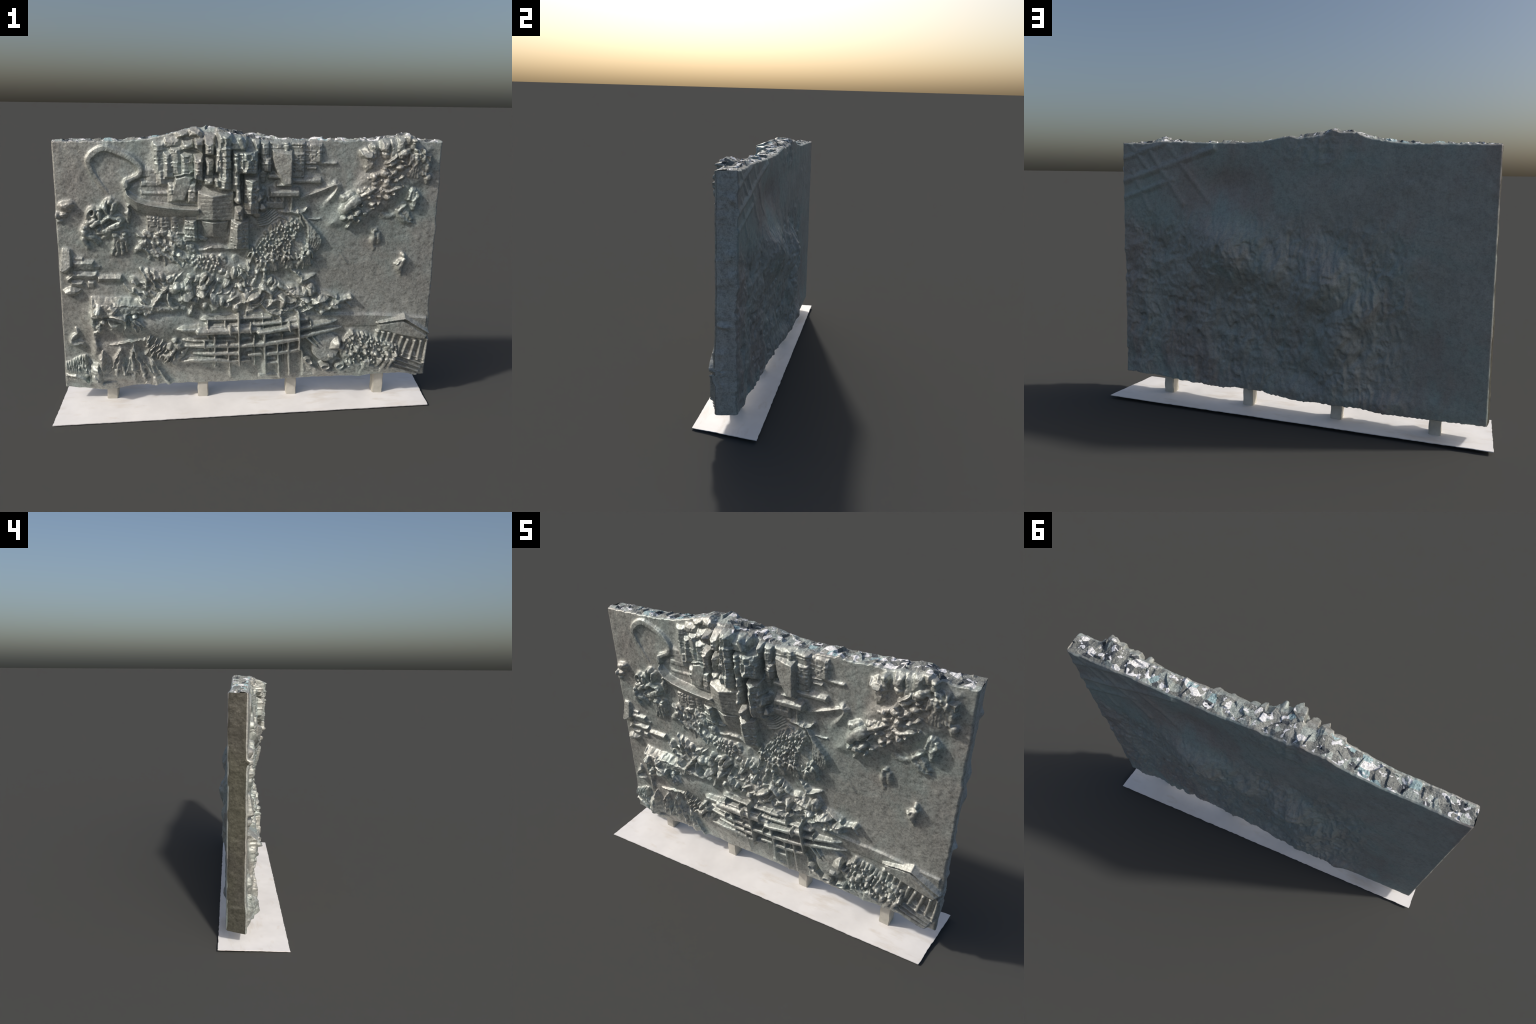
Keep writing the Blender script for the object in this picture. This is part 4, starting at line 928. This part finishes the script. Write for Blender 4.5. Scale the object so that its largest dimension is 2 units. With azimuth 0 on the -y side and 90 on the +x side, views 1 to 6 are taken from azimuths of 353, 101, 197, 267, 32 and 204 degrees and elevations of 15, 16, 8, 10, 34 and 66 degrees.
L = R.L
Lf = np.stack([L[:-1, :-1], L[1:, :-1], L[1:, 1:], L[:-1, 1:]], -1); Hf = np.stack([H[:-1, :-1], H[1:, :-1], H[1:, 1:], H[:-1, 1:]], -1)
Lq = np.take_along_axis(Lf, Hf.argmax(-1)[..., None], -1)[..., 0]
push(F, False, Lq)
push(B, True, lab("reverse_face"))
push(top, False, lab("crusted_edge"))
push(bot, True, lab("panel_rim"))
push(lef, True, lab("panel_edge"))
push(rig, False, lab("panel_edge_b"))
V = np.concatenate(allV); Q = np.concatenate(allF); LB = np.concatenate(allL)

# weld coincident border vertices only for the shading normals
key = np.round(V * 20000).astype(np.int64)
_, inv = np.unique(key, axis=0, return_inverse=True); inv = inv.reshape(-1)
fn = np.cross(V[Q[:, 2]] - V[Q[:, 0]], V[Q[:, 3]] - V[Q[:, 1]])
acc = np.zeros((inv.max() + 1, 3))
for k in range(4): np.add.at(acc, inv[Q[:, k]], fn)
VN = acc[inv]; VN /= np.linalg.norm(VN, axis=1, keepdims=True) + 1e-12

def make_mesh(name, v, f, mat, normals=None):
    me = bpy.data.meshes.new(name)
    me.vertices.add(len(v)); me.vertices.foreach_set("co", np.ascontiguousarray(v, np.float32).ravel())
    me.loops.add(f.size); me.loops.foreach_set("vertex_index", np.ascontiguousarray(f, np.int32).ravel())
    me.polygons.add(len(f)); me.polygons.foreach_set("loop_start", np.arange(0, f.size, 4, dtype=np.int32))
    me.polygons.foreach_set("use_smooth", np.ones(len(f), bool))
    me.update(); me.validate()
    me.materials.append(mat)
    if normals is not None: me.normals_split_custom_set_from_vertices(np.ascontiguousarray(normals, np.float32).tolist())
    ob = bpy.data.objects.new(name, me); bpy.context.scene.collection.objects.link(ob)
    return ob

root = bpy.data.objects.new("bronze_relief_panel", None)
bpy.context.scene.collection.objects.link(root)
root["label"] = "grey-green cast bronze relief panel on four posts over white slab"
root["category"] = "relief sculpture"

order = np.argsort(LB, kind="stable"); bounds = np.searchsorted(LB[order], np.arange(len(label_names) + 1))
STUFF = {"crowd", "rubble"}
made = {}
small = []
for k, nm in enumerate(label_names):
    ids = order[bounds[k]:bounds[k + 1]]
    if len(ids) == 0: continue
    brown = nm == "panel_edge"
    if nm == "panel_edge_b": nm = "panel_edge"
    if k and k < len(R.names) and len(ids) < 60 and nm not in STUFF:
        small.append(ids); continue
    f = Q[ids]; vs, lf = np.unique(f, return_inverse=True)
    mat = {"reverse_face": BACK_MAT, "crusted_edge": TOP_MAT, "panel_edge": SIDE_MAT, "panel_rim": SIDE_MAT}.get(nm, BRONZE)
    if brown: mat = SHADE_DARKENED_EDGE
    ob = make_mesh(nm, V[vs], lf.reshape(-1, 4), mat, VN[vs])
    if nm in STUFF: ob["kind"] = "stuff"
    made.setdefault(nm, []).append(ob)
if small:
    ids = np.concatenate(small); f = Q[ids]; vs, lf = np.unique(f, return_inverse=True)
    ob = make_mesh("rubble", V[vs], lf.reshape(-1, 4), BRONZE, VN[vs]); ob["kind"] = "stuff"; made["rubble"] = [ob]
front = made["relief_face"][0]
for nm, obs in made.items():
    for ob in obs:
        ob.parent = root if nm in ("relief_face", "reverse_face", "crusted_edge", "panel_rim", "panel_edge") else front

# ------------------------------------------------------------- slab and posts
def bilinear(c, a, b):
    return (c[0] * (1 - a) * (1 - b) + c[1] * a * (1 - b) + c[2] * a * b + c[3] * (1 - a) * b)
corners = [np.array(p) for p in ((-.997, -.192, .0045), (.949, -.189, .0065), (.997, .175, .019), (-.988, .195, .017))]
na, nb = 240, 46
ga = np.linspace(0, 1, na)[:, None, None]; gb = np.linspace(0, 1, nb)[None, :, None]
S = bilinear(corners, ga, gb)
lipx = np.minimum(ga, 1 - ga)[..., 0]; lipy = np.minimum(gb, 1 - gb)[..., 0]
rag = .003 * fbm(S[..., 0] * 60, S[..., 1] * 60, 91, 3)
S[..., 1] += rag * np.exp(-lipy * 30); S[..., 0] += rag * 1.2 * np.exp(-lipx * 200)
S[..., 0] = np.clip(S[..., 0], -1.0, 1.0); S[..., 1] = np.clip(S[..., 1], -.1955, .1955)
S[..., 2] += .0012 * fbm(S[..., 0] * 6, S[..., 1] * 6, 92, 3)
up = S.copy(); dn = S.copy(); dn[..., 2] -= .0035
dn[..., 2] = np.maximum(dn[..., 2], 0); up[..., 2] = np.maximum(up[..., 2], dn[..., 2] + .003)
sv = np.concatenate([up.reshape(-1, 3), dn.reshape(-1, 3)])
sf = [quads(na, nb, 0, False), quads(na, nb, na * nb, True)]
def rim(idx):
    a = idx[:-1]; b = idx[1:]; o = na * nb
    return np.stack([a, a + o, b + o, b], -1)
g = np.arange(na * nb).reshape(na, nb)
sf += [rim(g[::-1, 0]), rim(g[:, -1]), rim(g[0, :]), rim(g[-1, ::-1])]
slab = make_mesh("base_slab", sv, np.concatenate(sf), SLAB_MAT)
import bmesh
bm = bmesh.new(); bm.from_mesh(slab.data); bmesh.ops.recalc_face_normals(bm, faces=bm.faces)
for e in bm.edges:
    if len(e.link_faces) == 2 and e.calc_face_angle(0) > .6: e.smooth = False
bm.to_mesh(slab.data); bm.free()
slab.parent = root

for x, yf in ((-.7285, .060), (-.2455, .035), (.236, .013), (.7195, -.018)):
    bm = bmesh.new(); bmesh.ops.create_cube(bm, size=1)
    for v in bm.verts:
        v.co.x *= .056; v.co.y *= .062; v.co.z = (v.co.z + .5) * .125 + .008
    bmesh.ops.bevel(bm, geom=list(bm.edges), offset=.004, segments=2, affect="EDGES")
    bmesh.ops.subdivide_edges(bm, edges=[e for e in bm.edges if e.calc_length() > .02], cuts=6, use_grid_fill=True)
    for v in bm.verts:
        v.co.x += .0012 * math.sin(v.co.z * 90 + x * 30); v.co.y += .001 * math.sin(v.co.z * 70 + x * 50)
        c, s_ = math.cos(-.055), math.sin(-.055)
        X, Y = v.co.x, v.co.y
        v.co.x = x + c * X - s_ * Y; v.co.y = yf + .008 + s_ * X + c * Y
    me = bpy.data.meshes.new("support_post"); bm.to_mesh(me); bm.free()
    for p in me.polygons: p.use_smooth = True
    me.set_sharp_from_angle(angle=.7)
    me.materials.append(POST_MAT)
    ob = bpy.data.objects.new("support_post", me); bpy.context.scene.collection.objects.link(ob); ob.parent = root
